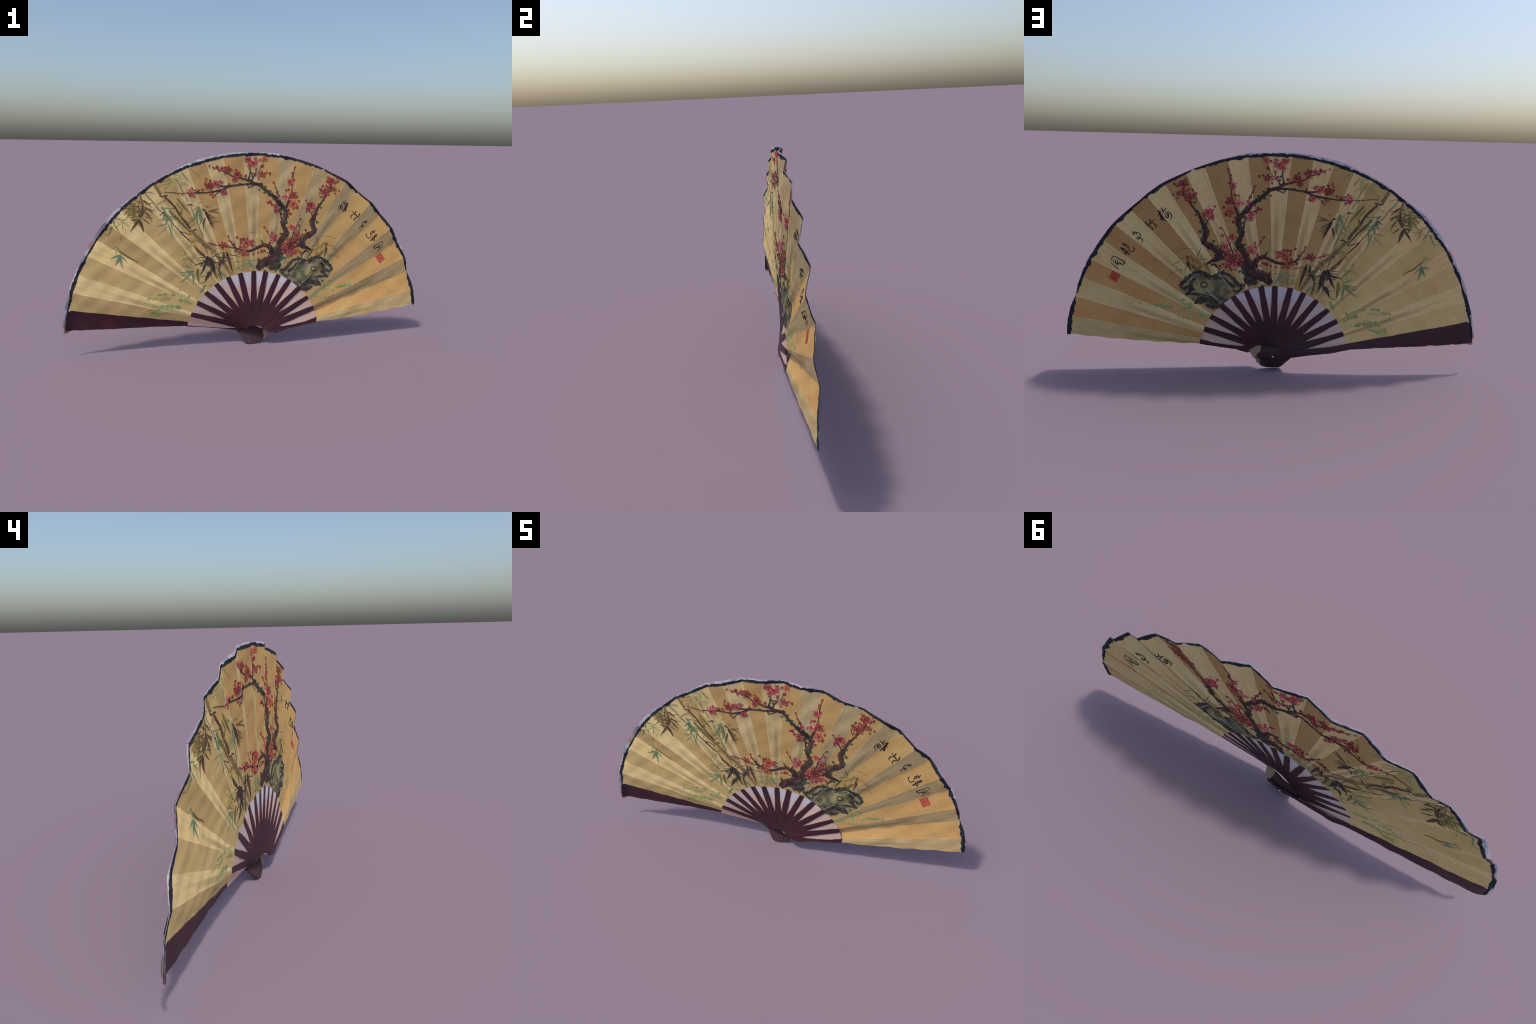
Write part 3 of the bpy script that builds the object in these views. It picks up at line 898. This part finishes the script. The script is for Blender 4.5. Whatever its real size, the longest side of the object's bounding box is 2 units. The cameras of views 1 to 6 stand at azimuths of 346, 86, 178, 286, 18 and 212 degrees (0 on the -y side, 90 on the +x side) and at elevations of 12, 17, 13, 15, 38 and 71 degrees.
leaves(LEAF_BROWN, (0.405, 0.555, 0.388, 0.514, 9.0), (0.385, 0.545, 0.403, 0.555, 5.5))
leaves(LEAF_BROWN, (0.401, 0.528, 0.383, 0.476, 15.3), (0.385, 0.514, 0.351, 0.480, 6.9))
leaves(LEAF_OLIVE, (0.326, 0.526, 0.288, 0.467, 9.7), (0.307, 0.509, 0.287, 0.463, 6.2), (0.351, 0.494, 0.330, 0.508, 4.9), (0.373, 0.511, 0.365, 0.483, 7.6), (0.337, 0.491, 0.387, 0.500, 5.5), (0.419, 0.491, 0.459, 0.480, 2.1), (0.456, 0.481, 0.486, 0.460, 2.8), (0.412, 0.474, 0.402, 0.507, 2.8), (0.430, 0.468, 0.423, 0.491, 1.7), (0.298, 0.524, 0.253, 0.495, 3.5))

# --- loose sprays of slim leaves
spray(LEAF_INK, -0.258, 0.485, 10, 0.060, -95, 90, 3.5)
spray(LEAF_INK, -0.193, 0.475, 8, 0.055, -70, 110, 3.0)
spray(LEAF_INK, -0.251, 0.432, 6, 0.050, -80, 60, 4.0)
spray(LEAF_BROWN, -0.598, 0.765, 10, 0.055, -100, 110, 2.5)
spray(LEAF_OLIVE, -0.638, 0.766, 8, 0.060, -110, 80, 3.5)
spray(LEAF_TEAL, -0.475, 0.727, 6, 0.060, -80, 90, 3.0)
spray(LEAF_OLIVE, -0.398, 0.709, 7, 0.060, -100, 120, 2.0)
spray(LEAF_GREEN, -0.319, 0.727, 7, 0.060, -95, 80, 2.5)
spray(LEAF_BROWN, -0.265, 0.729, 6, 0.060, -30, 60, 1.5)
spray(LEAF_OLIVE, -0.246, 0.712, 5, 0.060, -40, 70, 1.2)
spray(LEAF_PALE, -0.696, 0.694, 6, 0.060, -60, 80, 2.0)
spray(LEAF_PALE, -0.408, 0.916, 7, 0.060, -90, 80, 4.0)
spray(LEAF_PALE, -0.462, 0.891, 6, 0.060, -120, 70, 3.0)
spray(LEAF_OLIVE, -0.340, 0.594, 8, 0.050, -60, 70, 1.2)
spray(LEAF_GREEN, -0.345, 0.429, 6, 0.060, -140, 80, 3.0)
spray(LEAF_OLIVE, -0.220, 0.382, 6, 0.050, 60, 50, 2.0)
spray(LEAF_GREEN, -0.077, 0.451, 6, 0.050, -60, 120, 2.0)
spray(LEAF_PALE, -0.369, 0.506, 7, 0.050, -110, 80, 3.0)
spray(LEAF_OLIVE, 0.351, 0.484, 7, 0.060, 60, 70, 2.0)

# --- rock
rock_body([(0.122, 0.412), (0.143, 0.418), (0.165, 0.431), (0.193, 0.458), (0.225, 0.475), (0.251, 0.481), (0.276, 0.457), (0.309, 0.463), (0.338, 0.477), (0.362, 0.480), (0.394, 0.457), (0.417, 0.429), (0.438, 0.404)],
          [(0.128, 0.403), (0.154, 0.375), (0.176, 0.362), (0.202, 0.344), (0.227, 0.322), (0.246, 0.306), (0.269, 0.290), (0.292, 0.303), (0.321, 0.313), (0.348, 0.320), (0.366, 0.321), (0.408, 0.362), (0.440, 0.400)])
rock_line(ROCK_INK, L_ROCK + .0003, [(0.127, 0.415, 12.5), (0.153, 0.414, 15.3), (0.178, 0.437, 13.9), (0.196, 0.458, 12.5), (0.221, 0.470, 11.8), (0.247, 0.474, 12.5)],
          [(0.255, 0.459, 24.3), (0.286, 0.450, 20.8), (0.308, 0.463, 18.7), (0.330, 0.472, 20.8), (0.358, 0.473, 17.3), (0.390, 0.453, 18.7), (0.416, 0.432, 20.8), (0.436, 0.404, 10.4)],
          [(0.436, 0.404, 7.6), (0.415, 0.394, 13.9), (0.399, 0.405, 11.8), (0.389, 0.387, 13.2), (0.400, 0.369, 13.9), (0.413, 0.365, 6.2)],
          [(0.411, 0.365, 5.5), (0.370, 0.369, 13.9), (0.340, 0.365, 8.3), (0.305, 0.364, 10.4), (0.282, 0.351, 13.9)],
          [(0.253, 0.320, 17.3), (0.287, 0.332, 22.9), (0.317, 0.338, 24.3), (0.343, 0.326, 17.3), (0.370, 0.319, 6.2)],
          [(0.340, 0.344, 15.3), (0.354, 0.333, 10.4), (0.370, 0.319, 3.5)],
          [(0.253, 0.302, 15.3), (0.280, 0.304, 19.4), (0.298, 0.306, 13.9), (0.317, 0.313, 6.9)],
          [(0.280, 0.286, 4.2), (0.278, 0.304, 10.4)],
          [(0.306, 0.295, 3.5), (0.295, 0.310, 10.4)],
          [(0.175, 0.406, 13.9), (0.203, 0.419, 12.5), (0.221, 0.440, 13.9), (0.248, 0.452, 12.5)],
          [(0.139, 0.400, 10.4), (0.164, 0.382, 10.4), (0.185, 0.388, 8.3)],
          [(0.216, 0.336, 4.9), (0.241, 0.346, 9.0), (0.252, 0.328, 10.4)],
          [(0.339, 0.315, 5.5), (0.355, 0.364, 5.5)],
          [(0.370, 0.385, 20.8), (0.386, 0.416, 17.3), (0.366, 0.444, 13.9)])
rock_line(ROCK_INK, L_ROCK + .0006, [(0.307, 0.418, 4.9), (0.314, 0.424, 5.5), (0.330, 0.423, 5.5), (0.340, 0.415, 4.2), (0.332, 0.403, 6.2), (0.313, 0.402, 5.5), (0.306, 0.416, 4.2)])
rock_line(PAPER_OCHRE, L_ROCK + .0007, [(0.313, 0.413, 5.5), (0.321, 0.413, 9.0), (0.329, 0.410, 4.9)])
rock_line(ROCK_LIGHT, L_ROCK + .0008, [(0.177, 0.362, 4.2), (0.200, 0.398, 4.2), (0.225, 0.436, 3.5), (0.251, 0.466, 4.9)],
          [(0.237, 0.320, 3.5), (0.278, 0.355, 4.9), (0.304, 0.381, 6.2), (0.314, 0.393, 2.1)],
          [(0.285, 0.358, 2.8), (0.324, 0.369, 2.4), (0.355, 0.375, 2.8)],
          [(0.340, 0.464, 2.8), (0.368, 0.461, 4.2), (0.387, 0.439, 4.9), (0.403, 0.419, 3.5)],
          [(0.275, 0.445, 4.2), (0.294, 0.449, 2.8)])
rock_line(BARK_DARK, L_BARK, [(0.246, 0.490, 3.5), (0.261, 0.502, 6.9), (0.275, 0.517, 8.3), (0.291, 0.507, 4.2)],
          [(0.250, 0.490, 3.5), (0.256, 0.473, 2.8)])

# --- plum tree: trunks, boughs and twigs
wood((0.009, 0.420, 15.3), (0.024, 0.444, 38.1), (0.052, 0.464, 52.0), (0.089, 0.472, 58.9), (0.113, 0.483, 52.0), (0.123, 0.503, 31.2))
wood((0.071, 0.421, 17.3), (0.089, 0.434, 34.7), (0.117, 0.434, 27.7), (0.127, 0.454, 20.8))
wood((0.005, 0.486, 3.5), (0.014, 0.465, 15.3), (0.004, 0.427, 20.8), dark=True)
wood((0.066, 0.512, 20.8), (0.095, 0.511, 38.1), (0.127, 0.507, 38.1), (0.151, 0.540, 38.1), (0.183, 0.542, 31.2))
wood((0.113, 0.493, 34.7), (0.106, 0.518, 34.7), (0.123, 0.548, 27.7), (0.130, 0.575, 27.7), (0.150, 0.599, 36.0), (0.161, 0.623, 29.1), (0.149, 0.654, 20.1), (0.152, 0.688, 22.9), (0.163, 0.726, 25.6), (0.151, 0.749, 24.3), (0.119, 0.781, 29.1), (0.096, 0.808, 22.9), (0.066, 0.829, 18.0), (0.037, 0.855, 18.7), (0.017, 0.872, 16.6), (-0.012, 0.881, 17.3), (-0.037, 0.891, 15.3))
wood((0.009, 0.873, 10.4), (0.024, 0.875, 20.8), (0.033, 0.879, 2.8), dark=True)
wood((-0.034, 0.892, 15.3), (-0.066, 0.903, 11.8), (-0.099, 0.912, 9.0), (-0.124, 0.916, 7.6), (-0.164, 0.938, 6.2), (-0.205, 0.954, 4.5), (-0.237, 0.967, 3.1))
wood((-0.009, 0.879, 11.8), (-0.062, 0.878, 9.0), (-0.105, 0.873, 8.3), (-0.138, 0.869, 9.7), (-0.172, 0.856, 9.0), (-0.220, 0.843, 8.3), (-0.272, 0.836, 5.5), (-0.317, 0.834, 7.6), (-0.353, 0.835, 3.5), (-0.403, 0.834, 2.8), (-0.444, 0.838, 2.8), (-0.482, 0.839, 2.4))
wood((-0.138, 0.869, 6.9), (-0.192, 0.868, 7.6), (-0.213, 0.884, 4.2), (-0.233, 0.895, 2.1))
wood((-0.175, 0.854, 4.9), (-0.206, 0.838, 4.2), (-0.227, 0.822, 3.5), (-0.240, 0.812, 1.7))
wood((-0.310, 0.838, 4.2), (-0.336, 0.851, 2.8), (-0.356, 0.856, 1.4))
wood((-0.005, 0.875, 4.9), (-0.030, 0.866, 4.9), (-0.052, 0.857, 2.8), dark=True)
wood((-0.034, 0.896, 10.4), (-0.046, 0.906, 9.7), (-0.040, 0.925, 5.5), (-0.038, 0.955, 5.5), (-0.045, 0.958, 1.7))
wood((-0.028, 0.896, 9.0), (-0.020, 0.912, 4.9), (-0.009, 0.928, 3.1), (0.002, 0.964, 2.8))
wood((-0.009, 0.922, 2.4), (0.013, 0.944, 2.1), (0.024, 0.974, 1.7))
wood((0.158, 0.742, 17.3), (0.171, 0.777, 12.5), (0.181, 0.807, 9.7), (0.192, 0.841, 4.9), (0.195, 0.888, 3.8), (0.201, 0.928, 3.1), (0.209, 0.963, 2.4))
wood((0.112, 0.785, 6.9), (0.112, 0.825, 4.5), (0.100, 0.856, 3.5), (0.087, 0.887, 2.4))
wood((0.109, 0.768, 6.2), (0.083, 0.772, 4.2), (0.058, 0.784, 2.1))
wood((0.140, 0.651, 10.4), (0.137, 0.685, 8.3), (0.132, 0.719, 5.5), (0.121, 0.737, 3.1))
wood((0.150, 0.524, 31.2), (0.195, 0.545, 38.1), (0.238, 0.568, 38.1), (0.274, 0.595, 31.9), (0.306, 0.610, 29.1), (0.322, 0.626, 25.6), (0.314, 0.653, 27.7), (0.310, 0.678, 27.7), (0.320, 0.698, 24.3), (0.329, 0.723, 16.6), (0.341, 0.750, 13.9), (0.359, 0.774, 11.1), (0.380, 0.803, 8.3), (0.409, 0.839, 4.9), (0.415, 0.866, 2.8))
wood((0.231, 0.568, 34.7), (0.252, 0.547, 29.1), (0.282, 0.532, 17.3), (0.311, 0.516, 7.6), dark=True)
wood((0.242, 0.578, 10.4), (0.243, 0.599, 5.5), (0.236, 0.624, 1.7), dark=True)
wood((0.303, 0.674, 9.0), (0.294, 0.681, 2.1), dark=True)
wood((0.313, 0.698, 8.3), (0.303, 0.723, 4.9), (0.282, 0.751, 2.8))
wood((0.362, 0.795, 3.5), (0.352, 0.822, 2.8), (0.367, 0.866, 1.7))
wood((0.341, 0.750, 5.5), (0.336, 0.760, 1.7))
wood((0.099, 0.504, 31.2), (0.069, 0.543, 26.3), (0.041, 0.555, 18.7), (0.017, 0.547, 15.3), (-0.011, 0.534, 13.2), (-0.043, 0.526, 13.9), (-0.077, 0.528, 11.8), (-0.104, 0.537, 9.0), (-0.129, 0.558, 6.2), (-0.146, 0.587, 4.2), (-0.159, 0.611, 2.1))
wood((0.042, 0.553, 11.8), (0.030, 0.570, 7.6), (0.021, 0.584, 1.7), dark=True)
wood((-0.111, 0.541, 3.8), (-0.154, 0.550, 3.1), (-0.206, 0.558, 3.1), (-0.247, 0.571, 2.4), (-0.266, 0.577, 1.7))
wood((0.116, 0.558, 17.3), (0.127, 0.582, 11.8), (0.140, 0.593, 3.5), dark=True)
wood((0.080, 0.584, 4.9), (0.061, 0.619, 2.8), (0.041, 0.651, 1.7))
wood((0.183, 0.567, 6.9), (0.210, 0.629, 4.2), (0.228, 0.674, 2.8), (0.242, 0.694, 1.7))

# --- moss dabs on the old wood
moss((0.069, 0.843, 6.9), (0.078, 0.829, 6.2), (0.043, 0.834, 7.6), (0.063, 0.818, 5.5), (0.014, 0.848, 6.2), (0.136, 0.746, 10.4), (0.137, 0.719, 8.3), (0.132, 0.675, 6.2), (0.157, 0.675, 11.8), (-0.033, 0.935, 7.6), (-0.025, 0.918, 6.9), (-0.095, 0.880, 6.2), (-0.128, 0.870, 6.9), (0.046, 0.865, 6.2), (0.171, 0.617, 9.0), (0.133, 0.613, 7.6), (0.160, 0.589, 7.6), (0.033, 0.855, 6.2), (0.086, 0.799, 5.5), (-0.171, 0.931, 4.9), (-0.111, 0.870, 4.9), (-0.168, 0.853, 4.9), (-0.265, 0.835, 4.9), (0.002, 0.544, 6.2), (0.161, 0.746, 6.9), (0.170, 0.702, 6.2))
moss((0.338, 0.671, 9.7), (0.334, 0.633, 8.3), (0.275, 0.628, 9.0), (0.256, 0.605, 7.6), (0.278, 0.578, 6.9), (0.268, 0.559, 7.6), (0.357, 0.749, 6.2), (0.346, 0.768, 5.5), (0.339, 0.715, 4.9), (0.366, 0.808, 5.5), (0.440, 0.880, 4.9), (0.402, 0.839, 6.9), (0.301, 0.574, 3.5), (0.160, 0.675, 10.4), (0.139, 0.719, 7.6), (0.167, 0.646, 4.9), (0.136, 0.613, 7.6))
moss((0.108, 0.449, 14.6), (0.130, 0.474, 13.2), (0.137, 0.493, 9.0), (0.069, 0.433, 7.6), (0.041, 0.482, 6.9), (0.106, 0.416, 8.3), (0.046, 0.413, 8.3), (0.014, 0.475, 4.9), (0.081, 0.508, 6.2), (0.155, 0.481, 7.6), (0.175, 0.452, 4.9), (0.233, 0.481, 7.6), (0.259, 0.466, 6.9), (0.359, 0.482, 6.2), (0.407, 0.452, 6.9), (0.417, 0.425, 6.2), (0.422, 0.393, 6.9), (0.322, 0.352, 5.5), (0.303, 0.347, 6.2), (0.291, 0.347, 4.9), (0.359, 0.338, 8.3), (0.150, 0.401, 4.9), (0.120, 0.427, 4.9))

# --- plum blossom
blossom(-0.155, 0.952, 23, CRIMSON)
blossom(-0.186, 0.957, 17, ROSE)
blossom(-0.104, 0.925, 25, CRIMSON)
blossom(-0.118, 0.902, 18, CRIMSON)
blossom(-0.046, 1.002, 18)
blossom(-0.020, 0.986, 23, ROSE)
blossom(-0.039, 0.973, 17)
blossom(-0.008, 1.008, 12, ROSE)
blossom(-0.063, 1.007, 9, ROSE)
blossom(0.040, 1.007, 17, CORAL)
blossom(0.027, 0.929, 19, CRIMSON)
blossom(0.008, 0.921, 12, PINK)
blossom(0.036, 0.923, 14, CRIMSON)
blossom(-0.254, 0.871, 25, CRIMSON)
blossom(-0.223, 0.879, 21, ROSE)
blossom(-0.190, 0.885, 12, ROSE)
blossom(-0.179, 0.839, 20, ROSE)
blossom(-0.244, 0.829, 11, CRIMSON)
blossom(-0.348, 0.829, 20, ROSE)
blossom(-0.351, 0.845, 15, PINK)
blossom(-0.332, 0.820, 10, ROSE)
blossom(-0.206, 0.867, 12, ROSE)
blossom(0.187, 0.886, 20, ROSE)
blossom(0.198, 0.820, 24, CRIMSON)
blossom(0.161, 0.809, 22, PINK)
blossom(0.200, 0.770, 28, CORAL)
blossom(0.174, 0.800, 12, ROSE)
blossom(0.103, 0.758, 19, ROSE)
blossom(0.104, 0.738, 17, ROSE)
blossom(0.127, 0.738, 12, CRIMSON)
blossom(0.117, 0.798, 9, ROSE)
blossom(0.215, 0.810, 12, CRIMSON)
blossom(0.300, 0.764, 26, ROSE)
blossom(0.285, 0.742, 17, ROSE)
blossom(0.318, 0.752, 14, CRIMSON)
blossom(0.314, 0.728, 9, CRIMSON)
blossom(0.411, 0.892, 25, CRIMSON)
blossom(0.410, 0.853, 25, CRIMSON)
blossom(0.377, 0.834, 22, CRIMSON)
blossom(0.433, 0.846, 13, CRIMSON)
blossom(0.398, 0.822, 12, CRIMSON)
blossom(0.434, 0.887, 10, CRIMSON)
blossom(0.401, 0.907, 12, CRIMSON)
blossom(0.191, 0.649, 21, CORAL)
blossom(0.224, 0.602, 21, CORAL)
blossom(0.210, 0.631, 15, PINK)
blossom(0.207, 0.580, 16)
blossom(0.171, 0.582, 15, CORAL)
blossom(0.154, 0.559, 17, CORAL)
blossom(0.184, 0.557, 21, CRIMSON)
blossom(0.142, 0.539, 12, CORAL)
blossom(0.212, 0.550, 16, CORAL)
blossom(0.194, 0.529, 19, CRIMSON)
blossom(0.166, 0.536, 14, CORAL)
blossom(0.232, 0.565, 10, CRIMSON)
blossom(0.177, 0.513, 16)
blossom(0.209, 0.515, 17, ROSE)
blossom(0.144, 0.515, 12, CRIMSON)
blossom(0.083, 0.603, 18, PINK)
blossom(0.102, 0.584, 17, CORAL)
blossom(0.080, 0.578, 15, PINK)
blossom(0.110, 0.603, 10, ROSE)
blossom(-0.057, 0.567, 26, CORAL)
blossom(-0.033, 0.574, 17, ROSE)
blossom(-0.068, 0.548, 19, CORAL)
blossom(-0.026, 0.556, 12, ROSE)
blossom(-0.182, 0.562, 24, CRIMSON)
blossom(-0.094, 0.521, 14, CORAL)
blossom(-0.067, 0.518, 17, CORAL)
blossom(-0.053, 0.509, 9, CRIMSON)

# --- buds on the twigs
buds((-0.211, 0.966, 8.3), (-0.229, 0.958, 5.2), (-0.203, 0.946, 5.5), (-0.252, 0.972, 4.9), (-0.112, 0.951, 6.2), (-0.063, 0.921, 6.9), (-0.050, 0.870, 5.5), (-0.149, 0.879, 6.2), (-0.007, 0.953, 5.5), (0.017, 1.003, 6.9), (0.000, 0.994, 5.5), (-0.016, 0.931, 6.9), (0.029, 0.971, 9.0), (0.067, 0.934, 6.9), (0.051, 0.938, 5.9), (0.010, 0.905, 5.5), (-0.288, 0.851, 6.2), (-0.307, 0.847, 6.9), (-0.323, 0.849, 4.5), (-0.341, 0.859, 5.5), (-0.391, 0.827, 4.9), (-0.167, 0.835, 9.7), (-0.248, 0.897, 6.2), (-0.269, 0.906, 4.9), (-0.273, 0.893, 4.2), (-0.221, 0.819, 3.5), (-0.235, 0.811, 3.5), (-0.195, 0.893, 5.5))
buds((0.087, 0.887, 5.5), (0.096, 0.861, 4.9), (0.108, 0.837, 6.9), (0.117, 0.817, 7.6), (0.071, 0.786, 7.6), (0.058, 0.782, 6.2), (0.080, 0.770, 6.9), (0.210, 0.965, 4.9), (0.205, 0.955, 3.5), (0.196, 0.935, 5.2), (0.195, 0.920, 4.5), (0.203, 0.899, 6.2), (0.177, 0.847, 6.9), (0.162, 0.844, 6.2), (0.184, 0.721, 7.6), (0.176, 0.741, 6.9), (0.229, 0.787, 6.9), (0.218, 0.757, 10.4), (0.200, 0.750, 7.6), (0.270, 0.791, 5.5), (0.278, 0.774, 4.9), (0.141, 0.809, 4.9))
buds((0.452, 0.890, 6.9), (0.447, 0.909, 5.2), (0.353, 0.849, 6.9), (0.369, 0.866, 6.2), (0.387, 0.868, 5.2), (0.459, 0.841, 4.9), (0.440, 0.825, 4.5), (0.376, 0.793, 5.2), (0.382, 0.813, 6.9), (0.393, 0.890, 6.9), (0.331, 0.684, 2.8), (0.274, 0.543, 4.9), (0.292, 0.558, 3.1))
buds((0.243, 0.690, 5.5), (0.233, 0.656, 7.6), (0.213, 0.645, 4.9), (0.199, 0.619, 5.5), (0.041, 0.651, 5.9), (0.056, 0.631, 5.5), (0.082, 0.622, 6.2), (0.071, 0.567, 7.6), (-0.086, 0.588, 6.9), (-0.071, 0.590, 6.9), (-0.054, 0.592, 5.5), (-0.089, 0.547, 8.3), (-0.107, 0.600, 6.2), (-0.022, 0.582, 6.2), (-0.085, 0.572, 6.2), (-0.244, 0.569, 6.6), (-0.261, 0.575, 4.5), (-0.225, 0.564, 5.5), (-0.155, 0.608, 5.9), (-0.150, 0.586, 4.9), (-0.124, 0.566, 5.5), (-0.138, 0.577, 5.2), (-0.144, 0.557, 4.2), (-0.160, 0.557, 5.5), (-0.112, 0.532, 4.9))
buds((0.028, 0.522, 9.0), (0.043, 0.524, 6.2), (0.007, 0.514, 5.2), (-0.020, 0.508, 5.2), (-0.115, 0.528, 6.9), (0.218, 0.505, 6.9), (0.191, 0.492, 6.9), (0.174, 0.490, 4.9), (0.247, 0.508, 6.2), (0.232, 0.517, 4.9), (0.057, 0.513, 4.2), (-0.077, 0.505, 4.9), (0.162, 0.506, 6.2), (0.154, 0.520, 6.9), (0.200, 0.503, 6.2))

# --- writing, read from the back of the fan, and the red seal
writing([(0.509, 0.784, 2.4), (0.503, 0.767, 4.2), (0.489, 0.780, 2.1)],
        [(0.525, 0.771, 6.2), (0.515, 0.752, 5.5), (0.502, 0.733, 4.2), (0.493, 0.721, 3.5)],
        [(0.516, 0.755, 6.2), (0.510, 0.724, 6.2)],
        [(0.513, 0.766, 4.9), (0.524, 0.747, 3.5)],
        [(0.500, 0.765, 2.8), (0.507, 0.752, 2.1)],
        [(0.486, 0.766, 2.1), (0.471, 0.756, 3.1), (0.465, 0.742, 2.8), (0.472, 0.726, 1.4)],
        [(0.494, 0.761, 2.8), (0.480, 0.753, 3.5), (0.479, 0.741, 3.5), (0.487, 0.736, 3.1), (0.493, 0.748, 2.8), (0.484, 0.750, 2.1), (0.483, 0.743, 2.1)])
writing([(0.569, 0.727, 4.9), (0.564, 0.716, 3.5), (0.561, 0.703, 2.1)],
        [(0.549, 0.724, 2.4), (0.560, 0.709, 3.5)],
        [(0.555, 0.709, 2.8), (0.541, 0.700, 3.8), (0.539, 0.692, 3.5), (0.544, 0.685, 1.7)],
        [(0.588, 0.713, 5.5), (0.580, 0.690, 2.1)],
        [(0.566, 0.708, 4.9), (0.578, 0.694, 2.8)],
        [(0.574, 0.694, 2.8), (0.558, 0.685, 3.8), (0.556, 0.678, 3.5), (0.561, 0.673, 1.7)])
writing([(0.644, 0.671, 3.5), (0.640, 0.655, 3.1), (0.632, 0.668, 2.8), (0.627, 0.654, 3.1)],
        [(0.631, 0.661, 2.8), (0.620, 0.664, 2.4), (0.611, 0.650, 3.1), (0.617, 0.634, 3.1), (0.626, 0.639, 2.4), (0.619, 0.649, 1.7)],
        [(0.625, 0.643, 2.1), (0.604, 0.635, 3.1), (0.600, 0.628, 2.8), (0.605, 0.620, 1.7)])
writing([(0.694, 0.616, 3.1), (0.688, 0.599, 3.1), (0.683, 0.611, 2.8), (0.676, 0.597, 2.8)],
        [(0.678, 0.608, 2.4), (0.669, 0.599, 2.8), (0.666, 0.584, 2.4)],
        [(0.679, 0.595, 2.1), (0.668, 0.590, 2.1)],
        [(0.645, 0.596, 2.8), (0.641, 0.584, 3.1), (0.653, 0.571, 3.1), (0.672, 0.581, 2.1)],
        [(0.705, 0.592, 4.2), (0.686, 0.573, 4.9), (0.665, 0.557, 4.2)],
        [(0.694, 0.590, 3.1), (0.699, 0.578, 3.5)],
        [(0.675, 0.577, 3.1), (0.685, 0.557, 3.5), (0.691, 0.569, 2.1)],
        [(0.681, 0.583, 2.8), (0.705, 0.583, 2.1)])
writing([(0.704, 0.506, 2.1), (0.689, 0.519, 4.2), (0.713, 0.536, 2.8), (0.737, 0.550, 2.4), (0.745, 0.542, 2.4), (0.748, 0.529, 1.7)],
        [(0.751, 0.519, 1.7), (0.728, 0.498, 2.4), (0.715, 0.489, 2.1)],
        [(0.703, 0.511, 4.9), (0.714, 0.519, 2.8), (0.719, 0.507, 2.1), (0.722, 0.528, 2.1), (0.730, 0.530, 2.1), (0.727, 0.511, 2.1), (0.722, 0.517, 2.1), (0.737, 0.520, 1.7), (0.739, 0.533, 1.7)])
seal((0.708, 0.461), (0.743, 0.482), (0.766, 0.445), (0.732, 0.423))
